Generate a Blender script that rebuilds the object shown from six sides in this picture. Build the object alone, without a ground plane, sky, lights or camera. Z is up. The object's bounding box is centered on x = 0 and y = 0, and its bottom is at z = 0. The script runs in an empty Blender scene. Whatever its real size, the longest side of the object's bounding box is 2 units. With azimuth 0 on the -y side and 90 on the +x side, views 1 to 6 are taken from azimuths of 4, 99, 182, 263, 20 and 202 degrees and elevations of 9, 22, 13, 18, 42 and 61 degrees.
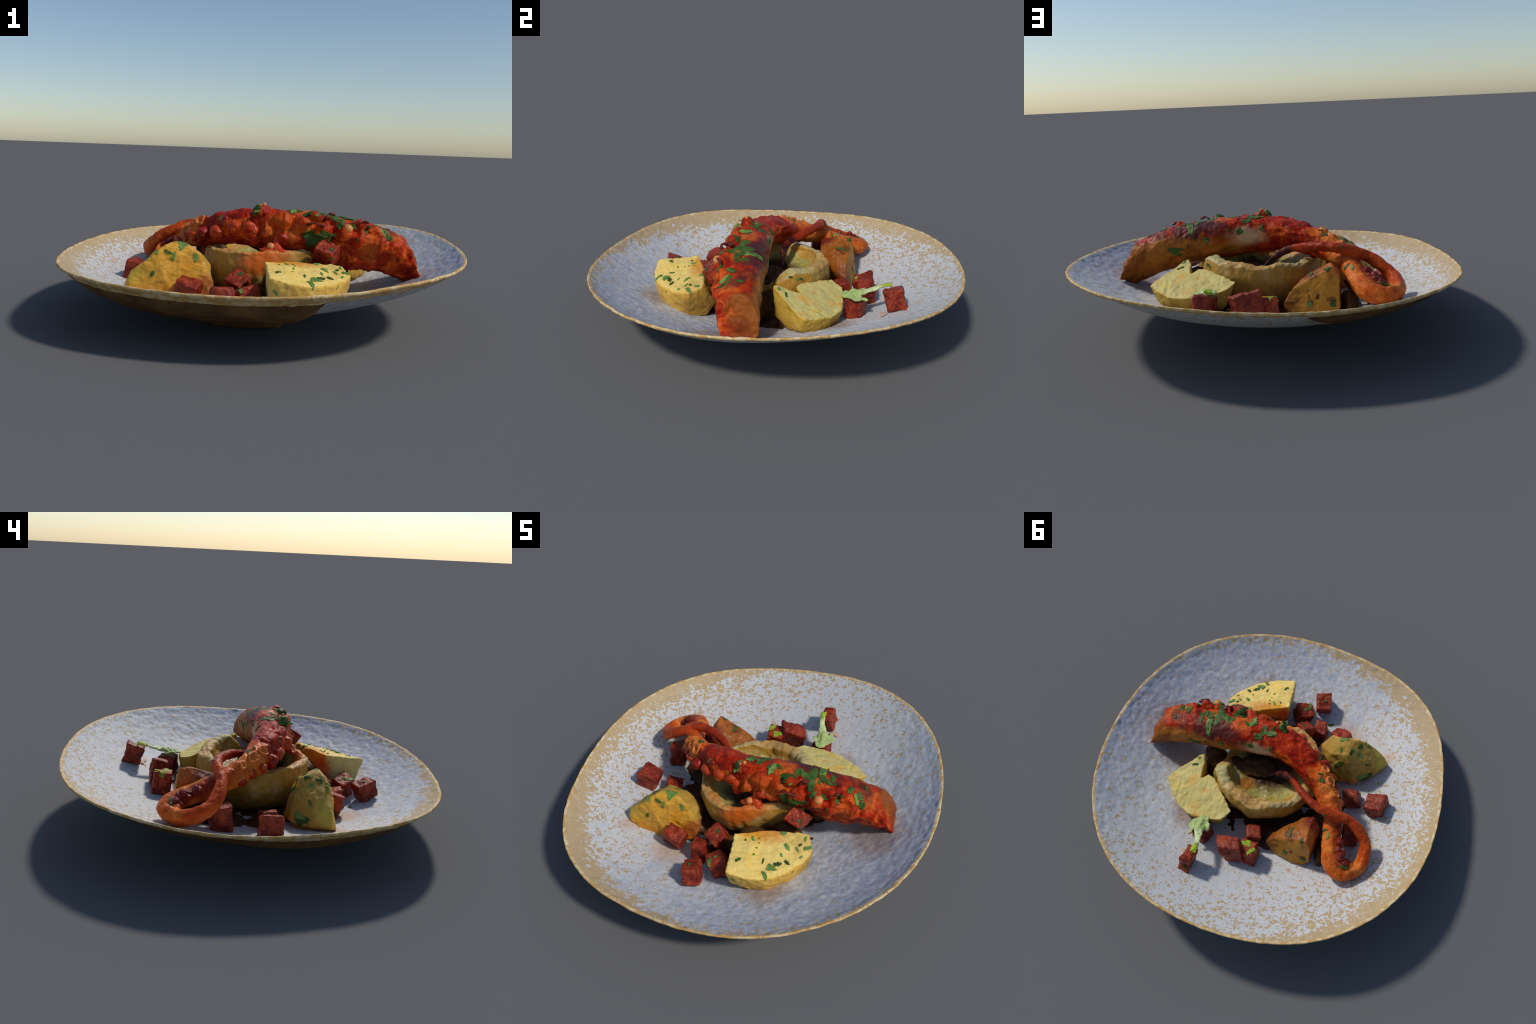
import bpy, bmesh, math, random
import numpy as np
from mathutils import Vector, Matrix
from mathutils.bvhtree import BVHTree

random.seed(7)
RNG = np.random.default_rng(11)
SC = bpy.context.scene.collection


# ------------------------------------------------------------------ noise
def _hash(ix, iy, iz, seed):
    h = (ix * 374761393 + iy * 668265263 + iz * 2147483647 + seed * 1274126177) & 0xFFFFFFFF
    h = ((h ^ (h >> 13)) * 1274126177) & 0xFFFFFFFF
    h = ((h ^ (h >> 16)) * 2246822519) & 0xFFFFFFFF
    return ((h ^ (h >> 15)) & 0xFFFF) / 32767.5 - 1.0


def vnoise(P, scale, seed=0):
    """smooth value noise, -1..1"""
    q = np.asarray(P, float) * scale + 100.0
    i = np.floor(q).astype(np.int64)
    f = q - i
    f = f * f * f * (f * (f * 6 - 15) + 10)
    out = 0
    for dx in (0, 1):
        for dy in (0, 1):
            for dz in (0, 1):
                w = (f[:, 0] if dx else 1 - f[:, 0]) * (f[:, 1] if dy else 1 - f[:, 1]) * (f[:, 2] if dz else 1 - f[:, 2])
                out = out + w * _hash(i[:, 0] + dx, i[:, 1] + dy, i[:, 2] + dz, seed)
    return out


def fbm(P, scale, octaves=3, seed=0, gain=0.5):
    a, s, out = 1.0, scale, 0
    for k in range(octaves):
        out = out + a * vnoise(P, s, seed + 17 * k)
        a *= gain
        s *= 2.03
    return out


def ridged(P, scale, seed=0):
    return 1 - np.abs(vnoise(P, scale, seed)) * 2


def sstep(a, b, x):
    t = np.clip((x - a) / (b - a), 0, 1)
    return t * t * (3 - 2 * t)


# ------------------------------------------------------------------ objects
def add_mesh(name, V, F, origin, mat, parent=None, smooth=True):
    V = np.asarray(V, float) - np.asarray(origin, float)
    me = bpy.data.meshes.new(name)
    me.from_pydata(V.tolist(), [], [tuple(int(k) for k in f) for f in F])
    me.validate()
    me.update()
    if smooth:
        me.polygons.foreach_set("use_smooth", [True] * len(me.polygons))
    ob = bpy.data.objects.new(name, me)
    SC.objects.link(ob)
    if mat:
        me.materials.append(mat)
    ob.location = origin
    if parent is not None:
        ob.parent = parent
        ob.location = Vector(origin) - parent.location
    return ob


def mesh_arrays(me):
    n = len(me.vertices)
    V = np.empty(n * 3)
    me.vertices.foreach_get("co", V)
    N = np.empty(n * 3)
    me.vertices.foreach_get("normal", N)
    return V.reshape(-1, 3), N.reshape(-1, 3), [tuple(p.vertices) for p in me.polygons]


def hull(points):
    bm = bmesh.new()
    for p in points:
        bm.verts.new(p)
    r = bmesh.ops.convex_hull(bm, input=bm.verts)
    junk = [g for g in r["geom_interior"] + r["geom_unused"] if isinstance(g, bmesh.types.BMVert)]
    bmesh.ops.delete(bm, geom=list(set(junk)), context="VERTS")
    bmesh.ops.recalc_face_normals(bm, faces=bm.faces)
    bm.verts.index_update()
    V = [v.co[:] for v in bm.verts]
    F = [tuple(v.index for v in f.verts) for f in bm.faces]
    bm.free()
    return V, F


def join(parts):
    V, F = [], []
    for v, f in parts:
        k = len(V)
        V += [tuple(p) for p in v]
        F += [tuple(i + k for i in q) for q in f]
    return V, F


def remeshed(V, F, voxel, smooth_iter, factor=0.5):
    """voxel-remesh overlapping closed shells into one skin and relax it"""
    me = bpy.data.meshes.new("work")
    me.from_pydata([tuple(v) for v in V], [], F)
    ob = bpy.data.objects.new("work", me)
    SC.objects.link(ob)
    m = ob.modifiers.new("r", "REMESH")
    m.mode = "VOXEL"
    m.voxel_size = voxel
    if smooth_iter:
        s = ob.modifiers.new("s", "SMOOTH")
        s.iterations = smooth_iter
        s.factor = factor
    dg = bpy.context.evaluated_depsgraph_get()
    out = bpy.data.meshes.new_from_object(ob.evaluated_get(dg))
    res = mesh_arrays(out)
    bpy.data.objects.remove(ob)
    bpy.data.meshes.remove(me)
    bpy.data.meshes.remove(out)
    return res


def ellipsoid(c, r, nu=20, nv=12, M=None):
    V, F = [], []
    for j in range(nv + 1):
        t = math.pi * j / nv
        for i in range(nu):
            a = 2 * math.pi * i / nu
            p = Vector((r[0] * math.sin(t) * math.cos(a), r[1] * math.sin(t) * math.sin(a), r[2] * math.cos(t)))
            if M is not None:
                p = M @ p
            V.append((c[0] + p.x, c[1] + p.y, c[2] + p.z))
    for j in range(nv):
        for i in range(nu):
            a, b = j * nu + i, j * nu + (i + 1) % nu
            F.append((a, a + nu, b + nu, b))
    return V, F


# ------------------------------------------------------------------ materials
def lin(r, g, b):
    f = lambda c: c / 12.92 if c <= 0.04045 else ((c + 0.055) / 1.055) ** 2.4
    return (f(r / 255), f(g / 255), f(b / 255), 1.0)


class Mat:
    def __init__(self, name, origin=(0, 0, 0), rough=0.5, spec=0.5):
        self.m = bpy.data.materials.new(name)
        self.m.use_nodes = True
        self.t = self.m.node_tree
        self.n = self.t.nodes
        self.bsdf = self.n["Principled BSDF"]
        self.bsdf.inputs["Roughness"].default_value = min(0.75, rough + 0.18)
        self.bsdf.inputs["Specular IOR Level"].default_value = spec * 0.45
        self.o = origin
        self.co = self.n.new("ShaderNodeTexCoord").outputs["Object"]

    def link(self, a, b):
        if isinstance(a, (int, float)):
            b.default_value = a
        elif isinstance(a, tuple):
            b.default_value = a if len(b.default_value) == len(a) else a[:3]
        else:
            self.t.links.new(a, b)

    def noise(self, scale, detail=3, rough=0.55, dist=0.0, vec=None, seed=0.0):
        k = self.n.new("ShaderNodeTexNoise")
        if seed:
            k.noise_dimensions = "4D"
            k.inputs["W"].default_value = seed
        self.link(vec or self.co, k.inputs["Vector"])
        k.inputs["Scale"].default_value = scale
        k.inputs["Detail"].default_value = detail
        k.inputs["Roughness"].default_value = rough
        k.inputs["Distortion"].default_value = dist
        return k.outputs["Fac"]

    def voronoi(self, scale, feature="F1", vec=None, rand=1.0):
        k = self.n.new("ShaderNodeTexVoronoi")
        k.feature = feature
        self.link(vec or self.co, k.inputs["Vector"])
        k.inputs["Scale"].default_value = scale
        k.inputs["Randomness"].default_value = rand
        return k.outputs["Distance"]

    def mapping(self, scale=(1, 1, 1), rot=(0, 0, 0), vec=None):
        k = self.n.new("ShaderNodeMapping")
        self.link(vec or self.co, k.inputs["Vector"])
        k.inputs["Scale"].default_value = scale
        k.inputs["Rotation"].default_value = rot
        return k.outputs["Vector"]

    def math(self, op, a, b=0.0, clamp=False):
        k = self.n.new("ShaderNodeMath")
        k.operation = op
        k.use_clamp = clamp
        self.link(a, k.inputs[0])
        self.link(b, k.inputs[1])
        return k.outputs[0]

    def step(self, v, a, b, lo=0.0, hi=1.0):
        k = self.n.new("ShaderNodeMapRange")
        k.interpolation_type = "SMOOTHSTEP"
        self.link(v, k.inputs["Value"])
        vals = (a, b, lo, hi)
        if a > b:
            vals = (b, a, hi, lo)
        for i, nme in enumerate(("From Min", "From Max", "To Min", "To Max")):
            k.inputs[nme].default_value = vals[i]
        return k.outputs["Result"]

    def mix(self, fac, a, b):
        k = self.n.new("ShaderNodeMix")
        k.data_type = "RGBA"
        self.link(fac, k.inputs[0])
        self.link(a, k.inputs[6])
        self.link(b, k.inputs[7])
        return k.outputs[2]

    def near(self, c, r, soft, wob=0.0, wscale=14.0, stretch=None):
        """1 inside a ball of radius r around world point c, 0 outside, ragged by noise"""
        v = self.co
        c = tuple(c[i] - self.o[i] for i in range(3))
        if stretch:
            v = self.mapping(scale=stretch)
            c = tuple(c[i] * stretch[i] for i in range(3))
        k = self.n.new("ShaderNodeVectorMath")
        k.operation = "DISTANCE"
        self.link(v, k.inputs[0])
        k.inputs[1].default_value = c
        d = k.outputs["Value"]
        if wob:
            nz = self.noise(wscale, 4, 0.6)
            d = self.math("ADD", d, self.math("MULTIPLY", self.math("SUBTRACT", nz, 0.5), wob * 2))
        return self.step(d, r + soft, r - soft)

    def plane(self, nrm, d, soft, wob=0.0, wscale=14.0):
        """1 where nrm.p > d (world), ragged"""
        k = self.n.new("ShaderNodeVectorMath")
        k.operation = "DOT_PRODUCT"
        self.link(self.co, k.inputs[0])
        k.inputs[1].default_value = nrm
        v = k.outputs["Value"]
        d = d - sum(nrm[i] * self.o[i] for i in range(3))
        if wob:
            nz = self.noise(wscale, 4, 0.6)
            v = self.math("ADD", v, self.math("MULTIPLY", self.math("SUBTRACT", nz, 0.5), wob * 2))
        return self.step(v, d - soft, d + soft)

    def xyz(self):
        k = self.n.new("ShaderNodeSeparateXYZ")
        self.link(self.co, k.inputs[0])
        return k.outputs

    def facing(self, nrm, lo, hi):
        """surface normal (geometric orientation of a cut) against a direction"""
        g = self.n.new("ShaderNodeNewGeometry").outputs["Normal"]
        k = self.n.new("ShaderNodeVectorMath")
        k.operation = "DOT_PRODUCT"
        self.link(g, k.inputs[0])
        k.inputs[1].default_value = nrm
        return self.step(k.outputs["Value"], lo, hi)

    def bump(self, h, strength=0.4, dist=0.01, prev=None):
        k = self.n.new("ShaderNodeBump")
        k.inputs["Strength"].default_value = strength
        k.inputs["Distance"].default_value = dist
        self.link(h, k.inputs["Height"])
        if prev is not None:
            self.link(prev, k.inputs["Normal"])
        return k.outputs["Normal"]

    def done(self, color, normal=None, rough=None, coat=0.0, sss=0.0, sssr=(1, 0.5, 0.25), tint=None):
        if tint:
            self.bsdf.inputs["Specular Tint"].default_value = tint
        self.link(color, self.bsdf.inputs["Base Color"])
        if normal is not None:
            self.link(normal, self.bsdf.inputs["Normal"])
        if rough is not None:
            self.link(rough, self.bsdf.inputs["Roughness"])
        self.bsdf.inputs["Coat Weight"].default_value = coat * 0.25
        self.bsdf.inputs["Coat Roughness"].default_value = 0.25
        if sss:
            self.bsdf.inputs["Subsurface Weight"].default_value = sss
            self.bsdf.inputs["Subsurface Radius"].default_value = sssr
            self.bsdf.inputs["Subsurface Scale"].default_value = 0.012
        return self.m


# ------------------------------------------------------------------ the plate
# hand-thrown outline: radius and rim height as a few harmonics of the angle
R_H = (1.0098, -.0055, .0010, -.0062, .0008, .0012, .0007, -.019, -.0025, .0026, .0014, .0004, -.0034, -.0011, .0019)
Z_H = (.336, .0392, .0305, .0059, .0015, -.0022, .001, -.007, .0013, .0001, .0002, -.0004, .0014)
RIM_SCALE = 1.005


def harm(c, t):
    out = c[0] + 0 * t
    for k in range(1, (len(c) - 1) // 2 + 1):
        out = out + c[2 * k - 1] * np.cos(k * t) + c[2 * k] * np.sin(k * t)
    return out


PROF_U = (0, .2, .35, .5, .58, .66, .705, .775, .85, .91, .955, 1.0)
PROF_Z = (.090, .093, .104, .130, .150, .171, .185, .210, .240, .272, .302, .337)


def plate_z(x, y):
    x, y = np.atleast_1d(x).astype(float), np.atleast_1d(y).astype(float)
    t, r = np.arctan2(y, x), np.hypot(x, y)
    u = r / (harm(R_H, t) * RIM_SCALE)
    k = 0.035
    z = (np.interp(u - k, PROF_U, PROF_Z) + np.interp(u, PROF_U, PROF_Z) + np.interp(u + k, PROF_U, PROF_Z)) / 3
    z = np.where(u > 0.93, np.interp(u, PROF_U, PROF_Z), z)
    z = z + (0.014 * np.exp(-(((u - 0.87) / 0.085) ** 2)) + 0.010 * sstep(0.86, 0.97, u)) * np.cos(t - math.pi / 4) ** 2
    dphi = np.abs((t - math.radians(190) + math.pi) % (2 * math.pi) - math.pi)
    z = z - 0.012 * np.exp(-(((u - 0.85) / 0.10) ** 2)) * np.exp(-((dphi / 0.35) ** 2))
    return z + (harm(Z_H, t) - Z_H[0]) * u


def rest(V, sink=0.003):
    """food flattens where it lies on the glaze"""
    V = np.array(V)
    r = np.hypot(V[:, 0], V[:, 1])
    V[:, 2] = np.where(r < 0.93, np.maximum(V[:, 2], plate_z(V[:, 0], V[:, 1]) - sink), V[:, 2])
    return V


def brown_side(x, y):
    """>0 on the thick, unglazed half of the underside"""
    return np.interp(y, (-.95, -.65, -.2, .73, .98), (.31, .165, .12, -.35, -.18)) - x


def build_plate():
    NT = 540
    th = np.linspace(0, 2 * np.pi, NT, endpoint=False)
    R = harm(R_H, th) * RIM_SCALE
    u_in = np.concatenate([np.linspace(0.02, 0.93, 120), np.linspace(0.936, 0.985, 10)])
    rings = []
    for u in u_in:
        x, y = u * R * np.cos(th), u * R * np.sin(th)
        rings.append(np.stack([x, y, plate_z(x, y)], 1))
    # rounded lip
    lip = []
    for a in np.linspace(0, 1, 9)[1:-1]:
        ang = a * math.pi * 0.95
        u = 1.0 - 0.0075 + 0.0075 * math.sin(ang)
        x, y = u * R * np.cos(th), u * R * np.sin(th)
        zt = plate_z(0.985 * R * np.cos(th), 0.985 * R * np.sin(th)) + 0.004
        lip.append(np.stack([x, y, zt - 0.0085 * (1 - math.cos(ang)) + 0.004 * math.sin(ang)], 1))
    rings += lip
    nlip0, nlip1 = len(u_in), len(rings)
    u_out = np.concatenate([np.linspace(0.982, 0.93, 10), np.linspace(0.92, 0.02, 110)])
    for u in u_out:
        x, y = u * R * np.cos(th), u * R * np.sin(th)
        b = sstep(-0.025, 0.025, brown_side(x, y))
        grow = sstep(1.0, 0.88, u)
        front = sstep(0.25, -0.25, y)
        thick = 0.006 + 0.008 * front + b * (0.010 + 0.018 * front) * grow
        z = plate_z(x, y) - thick
        # foot ring under the thick half
        floor = 0.0195 + 0.039 * x + 0.031 * y
        foot = sstep(0.405, 0.375, u) * b * sstep(0.02, -0.06, y)
        z = z * (1 - foot) + np.minimum(z, floor + 0.25 * np.maximum(0, 0.28 - u) * sstep(0.30, 0.27, u)) * foot
        rings.append(np.stack([x, y, np.maximum(z, 0.0)], 1))
    V = np.concatenate(rings)
    nr = len(rings)
    F = []
    for j in range(nr - 1):
        for i in range(NT):
            a, b = j * NT + i, j * NT + (i + 1) % NT
            F.append((a, b, b + NT, a + NT))
    top, bot = len(V), len(V) + 1
    V = np.concatenate([V, [[0, 0, rings[0][:, 2].mean()], [0, 0, rings[-1][:, 2].mean()]]])
    for i in range(NT):
        F.append((top, (i + 1) % NT, i))
        k = (nr - 1) * NT
        F.append((bot, k + i, k + (i + 1) % NT))
    # hammered, slightly lumpy glaze; strongest towards +x -y
    side = sstep(-0.6, 0.8, V[:, 0] * 0.75 - V[:, 1] * 0.55)
    rr = np.hypot(V[:, 0], V[:, 1])
    stretch = V * np.array([1.0, 1.0, 0.6])
    dim = vnoise(stretch, 40, 3) * 0.6 + vnoise(stretch, 74, 5) * 0.45
    inside = np.zeros(len(V))
    inside[: nlip0 * NT] = 1
    inside[top] = 1
    dz = dim * (0.0009 + 0.0038 * side) * sstep(0.25, 0.6, rr) * inside
    dz += vnoise(V, 70, 9) * 0.0006
    V[:, 2] += dz
    # wavering lip
    lipm = np.zeros(len(V))
    lipm[(nlip0 - 6) * NT : (nlip1 + 8) * NT] = 1
    V[:, :2] *= (1 + lipm * (vnoise(V, 22, 21) * 0.0022 + vnoise(V, 60, 23) * 0.0012))[:, None]
    V[:, 2] += lipm * vnoise(V, 40, 25) * 0.0018
    V[:, 2] = np.maximum(V[:, 2], 0)
    V[:, 2] -= V[:, 2].min()

    m = Mat("glazed_stoneware", rough=0.38, spec=0.5)
    X, Y, Z = m.xyz()
    rad = m.math("SQRT", m.math("ADD", m.math("MULTIPLY", X, X), m.math("MULTIPLY", Y, Y)))
    # stretch the speckle outwards along the slope a little
    warp = m.noise(9, 3, 0.6)
    n1 = m.noise(49, 1.5, 0.5, 0.9)
    n2 = m.noise(100, 1, 0.4, 0.4, seed=3.1)
    sp = m.math("ADD", m.math("MULTIPLY", n1, 0.72), m.math("MULTIPLY", n2, 0.28))
    # more tan outwards and towards -x / +y, less towards +x -y
    dirn = m.math("ADD", m.math("MULTIPLY", X, -0.8), m.math("MULTIPLY", Y, 0.45))
    lvl = m.math("ADD", m.math("MULTIPLY", m.math("SUBTRACT", rad, 0.5), 0.13), m.math("MULTIPLY", dirn, 0.062))
    lvl = m.math("ADD", m.math("ADD", lvl, -0.028), m.math("MULTIPLY", m.math("SUBTRACT", warp, 0.5), 0.10))
    # the tan band under the lip
    edge = m.math("ADD", rad, m.math("ADD", m.math("MULTIPLY", X, -0.045), m.math("MULTIPLY", Y, -0.03)))
    edge = m.math("ADD", edge, m.math("MULTIPLY", m.math("SUBTRACT", warp, 0.5), 0.09))
    band = m.step(edge, 0.925, 1.045, 0.0, 0.18)
    lvl = m.math("ADD", lvl, band)
    tan = m.math("MULTIPLY", m.step(m.math("ADD", sp, lvl), 0.535, 0.635), 0.94)
    blue_mask = m.step(m.math("ADD", m.math("MULTIPLY", m.noise(6, 3, 0.6, seed=8.0), 0.7),
                              m.math("ADD", m.math("MULTIPLY", X, 0.22), m.math("MULTIPLY", Y, -0.26))), 0.30, 0.62)
    pale = m.mix(m.noise(110, 3), lin(184, 186, 190), lin(211, 210, 205))  # pale glaze lowered in value to match shading baked over the plate
    blue = m.mix(m.step(m.noise(30, 4, 0.65, 0.9), 0.32, 0.70), lin(156, 163, 177), lin(192, 194, 199))
    glaze = m.mix(blue_mask, pale, blue)
    tanc = m.mix(m.noise(30, 4, 0.6), lin(164, 137, 92), lin(196, 168, 122))  # tan dulled toward how dim it looks on the shaded -x side
    col = m.mix(tan, glaze, tanc)
    # pale halo where glaze breaks over the tan
    halo = m.math("MULTIPLY", m.step(m.math("ADD", sp, lvl), 0.50, 0.55), m.math("SUBTRACT", 1.0, tan))
    col = m.mix(m.math("MULTIPLY", halo, 0.3), col, lin(204, 210, 222))
    # sauce and oil marks
    for c, r, s, k, cc in (((.24, -.60, .15), .10, .06, .55, (150, 112, 70)), ((.70, -.17, .24), .13, .07, .5, (140, 105, 76)),
                           ((-.33, -.47, .11), .09, .05, .45, (190, 140, 80)), ((-.70, .02, .18), .022, .012, .7, (176, 120, 40)),
                           ((.40, .36, .14), .09, .05, .5, (140, 100, 60)), ((.60, -.02, .18), .12, .06, .5, (130, 92, 52)),
                           ((-.60, -.38, .17), .05, .03, .4, (190, 130, 60)), ((.0, 0.0, .07), .26, .10, .6, (96, 60, 34)),
                           ((.25, -.36, .1), .12, .06, .6, (80, 62, 44))):
        k_ = m.math("MULTIPLY", m.near(c, r, s, 0.03, 20), k)
        col = m.mix(k_, col, lin(*cc))
    # two dried oil rings
    for c in ((.604, .272, .205), (.709, .313, .259)):
        ring = m.math("SUBTRACT", m.near(c, .026, .006, .006, 60), m.near(c, .012, .006, .006, 60))
        col = m.mix(m.math("MULTIPLY", ring, 0.5), col, lin(150, 140, 105))
    # lip: worn cream and ochre line
    return V, F, m, col, (nlip0, nlip1, NT, nr)


V, F, pm, pcol, (l0, l1, NT_, nr_) = build_plate()
m = pm
lip_m = Mat("worn_lip", rough=0.4)
c = lip_m.mix(lip_m.step(lip_m.noise(24, 4, 0.65, 0.6), 0.40, 0.62), lin(196, 152, 88), lin(222, 196, 148))
c = lip_m.mix(lip_m.step(lip_m.noise(70, 3, 0.6), 0.63, 0.70), c, lin(160, 170, 176))
c = lip_m.mix(lip_m.step(lip_m.noise(90, 2, 0.6, seed=4.0), 0.70, 0.74), c, lin(96, 62, 30))
lip_mat = lip_m.done(c, lip_m.bump(lip_m.noise(80, 4, 0.7), 0.4, 0.006))
clay_m = Mat("bare_brown_clay", rough=0.7, spec=0.3)
c = clay_m.mix(clay_m.step(clay_m.noise(7, 5, 0.65), 0.35, 0.68), lin(98, 70, 42), lin(132, 98, 60))
c = clay_m.mix(clay_m.step(clay_m.noise(60, 3), 0.62, 0.72), c, lin(70, 48, 30))
clay_mat = clay_m.done(c, clay_m.bump(clay_m.noise(40, 5, 0.65), 0.5, 0.008))
glaze_mat = pm.done(pcol, pm.bump(pm.noise(55, 4, 0.6), 0.25, 0.006))
plate = add_mesh("plate", V, F, (0, 0, 0), glaze_mat)
plate.data.materials.append(lip_mat)
plate.data.materials.append(clay_mat)
P = plate.data.polygons
idx = np.zeros(len(P), int)
cen = np.empty(len(P) * 3)
P.foreach_get("center", cen)
cen = cen.reshape(-1, 3)
ringno = np.arange((nr_ - 1) * NT_) // NT_
idx[: len(ringno)][(ringno >= l0 - 1) & (ringno < l1 + 4)] = 1
under = np.zeros(len(P), bool)
under[: len(ringno)] = ringno >= l1 + 4
under[-1 * 2 * NT_ :][1::2] = True
idx[under & (brown_side(cen[:, 0], cen[:, 1]) > 0)] = 2
P.foreach_set("material_index", idx)
plate["label"] = "shallow hand-thrown stoneware plate with speckled blue and tan glaze"
plate["category"] = "plate"


# ------------------------------------------------------------------ chorizo cubes
chz = Mat("chorizo", rough=0.24, spec=0.75)
oi = chz.n.new("ShaderNodeObjectInfo").outputs["Random"]
a = chz.mix(chz.step(chz.noise(17, 6, 0.68, 0.6), 0.38, 0.64), lin(108, 24, 12), lin(172, 64, 34))
a = chz.mix(chz.step(chz.noise(55, 3, 0.6, seed=2.0), 0.60, 0.70), a, lin(186, 88, 52))
a = chz.mix(chz.step(chz.noise(18, 3, 0.6, seed=5.0), 0.60, 0.72), a, lin(84, 22, 26))
a = chz.mix(chz.math("MULTIPLY", oi, 0.35), a, lin(92, 30, 24))
a = chz.mix(chz.step(chz.voronoi(70), 0.13, 0.08), a, lin(196, 120, 84))
nb = chz.bump(chz.noise(48, 5, 0.7), 0.55, 0.010)
chorizo_mat = chz.done(a, nb, coat=0.25, tint=(1, .7, .55, 1))

# centre of the top face, edge vectors of the top face, height
CUBES = {
    "a": ((-.615, -.040, .238), (.100, 0, -.036), (.010, .112, 0), .105),
    "b": ((-.470, -.045, .202), (.085, .015, -.030), (-.02, .085, 0), .10),
    "c": ((-.300, -.428, .226), (.100, -.020, -.030), (.020, .070, .018), .115),
    "d": ((-.165, -.440, .207), (.072, .004, 0), (-.010, .085, -.010), .115),
    "e": ((-.085, -.400, .247), (.075, -.052, -.022), (.050, .062, .046), .09),
    "f": ((-.050, -.518, .228), (.080, .045, .030), (-.045, .080, -.022), .11),
    "g": ((-.131, -.606, .242), (.088, .022, 0), (-.030, .096, -.036), .10),
    "h": ((.320, -.300, .396), (.088, -.018, -.020), (.046, .062, .042), .105),
    "i": ((.240, .632, .322), (.060, -.008, .008), (.006, .095, .028), .115),
    "j": ((.258, .452, .262), (.085, -.025, 0), (.025, .092, 0), .11),
    "k": ((.076, .490, .290), (.125, .010, -.030), (-.034, .085, .020), .14),
    "l": ((-.030, .472, .258), (.092, 0, -.008), (-.008, .100, .010), .125),
    "m": ((-.020, .360, .222), (.075, .025, 0), (-.025, .075, 0), .12),
    "n": ((-.548, .190, .262), (.085, .020, 0), (-.020, .095, 0), .125),
}
targets = {}


def build_cube(key, top, ex, ey, h):
    ex, ey = Vector(ex), Vector(ey)
    nx, ny = ex.length, ey.length
    ez = ex.cross(ey).normalized()
    c = Vector(top) - ez * h * 0.5
    hx, hy, hz = ex * 0.5, ey * 0.5, ez * h * 0.5
    seed = ord(key)
    rg = np.random.default_rng(seed)
    pts = []
    for sx in (-1, 1):
        for sy in (-1, 1):
            for sz in (-1, 1):
                j = rg.uniform(0.86, 1.07, 3)
                pts.append(c + hx * sx * j[0] + hy * sy * j[1] + hz * sz * j[2])
    Vv, Nn, Ff = remeshed(*hull(pts), 0.0042, 5)
    d = fbm(Vv, 22, 3, seed) * 0.0055 + fbm(Vv, 62, 2, seed + 3) * 0.0016
    Vv = Vv + Nn * (d[:, None] + 0.0015)
    Vv = rest(Vv)
    o = (c.x, c.y, float(Vv[:, 2].min()))
    ob = add_mesh("chorizo_cube", Vv, Ff, o, chorizo_mat)
    ob["label"] = "small dark red diced cube of fried chorizo sausage"
    ob["category"] = "diced sausage"
    return ob


for k_, v_ in CUBES.items():
    targets["cube_" + k_] = build_cube(k_, *v_)


# ------------------------------------------------------------------ potatoes
def potato(name, hulls, voxel, sm, mat, origin, disp, label):
    Vv, Nn, Ff = remeshed(*join([hull(h) for h in hulls]), voxel, sm)
    Vv = rest(Vv + Nn * disp(Vv, Nn)[:, None])
    ob = add_mesh(name, Vv, Ff, origin, mat)
    ob["label"] = label
    ob["category"] = "roast potato"
    return ob


# front potato, a half-moon slab with a flat cream cut face
o1 = (.24, -.47, .10)
pA = [(.040, -.435, .335), (.072, -.655, .302), (.16, -.655, .283), (.254, -.622, .264), (.345, -.545, .262), (.410, -.455, .272),
      (.432, -.385, .284), (.392, -.318, .308), (.20, -.36, .33)]
pAb = [(.055, -.42, .11), (.07, -.62, .18), (.16, -.60, .135), (.25, -.575, .125), (.33, -.50, .125), (.40, -.40, .14), (.37, -.30, .14),
       (.085, -.375, .20), (.22, -.315, .21), (.33, -.265, .20), (.41, -.42, .21), (.34, -.535, .20), (.25, -.608, .195), (.15, -.64, .215)]
g = Mat("potato_cream", o1, 0.42)
t = g.mix(g.noise(16, 5, 0.6), lin(226, 190, 94), lin(240, 213, 130))
t = g.mix(g.step(g.noise(9, 5, 0.65, 0.5), 0.52, 0.70), t, lin(238, 196, 92))
sk = g.mix(g.noise(11, 5, 0.62), lin(214, 160, 52), lin(232, 196, 104))
cutp = g.mix(g.noise(13, 4, 0.6), lin(206, 186, 104), lin(226, 208, 140))
t = g.mix(g.math("MULTIPLY", g.step(g.noise(44, 4, 0.7, seed=6.0), 0.52, 0.70), .5), t, lin(212, 178, 88))
up = g.facing((-.13, -.24, .96), 0.62, 0.86)
left = g.facing((-1, 0.05, 0.1), 0.6, 0.8)
c_ = g.mix(up, g.mix(left, sk, cutp), t)
c_ = g.mix(g.math("MULTIPLY", g.near((.10, -.40, .335), .075, .04, .03, 16, (1, 1.6, 1)), 0.8), c_, lin(240, 176, 40))
c_ = g.mix(g.math("MULTIPLY", g.near((.06, -.395, .25), .075, .035, .03, 16), 0.9), c_, lin(196, 72, 14))
c_ = g.mix(g.math("MULTIPLY", g.near((.19, -.345, .28), .10, .03, .03, 16), 0.7), c_, lin(206, 120, 20))
c_ = g.mix(g.math("MULTIPLY", g.near((.36, -.36, .19), .10, .05, .05, 12), 0.7), c_, lin(120, 84, 30))
p1_mat = g.done(c_, g.bump(g.noise(38, 5, 0.65), 0.5, 0.010), coat=0.15, sss=0.12)
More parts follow.
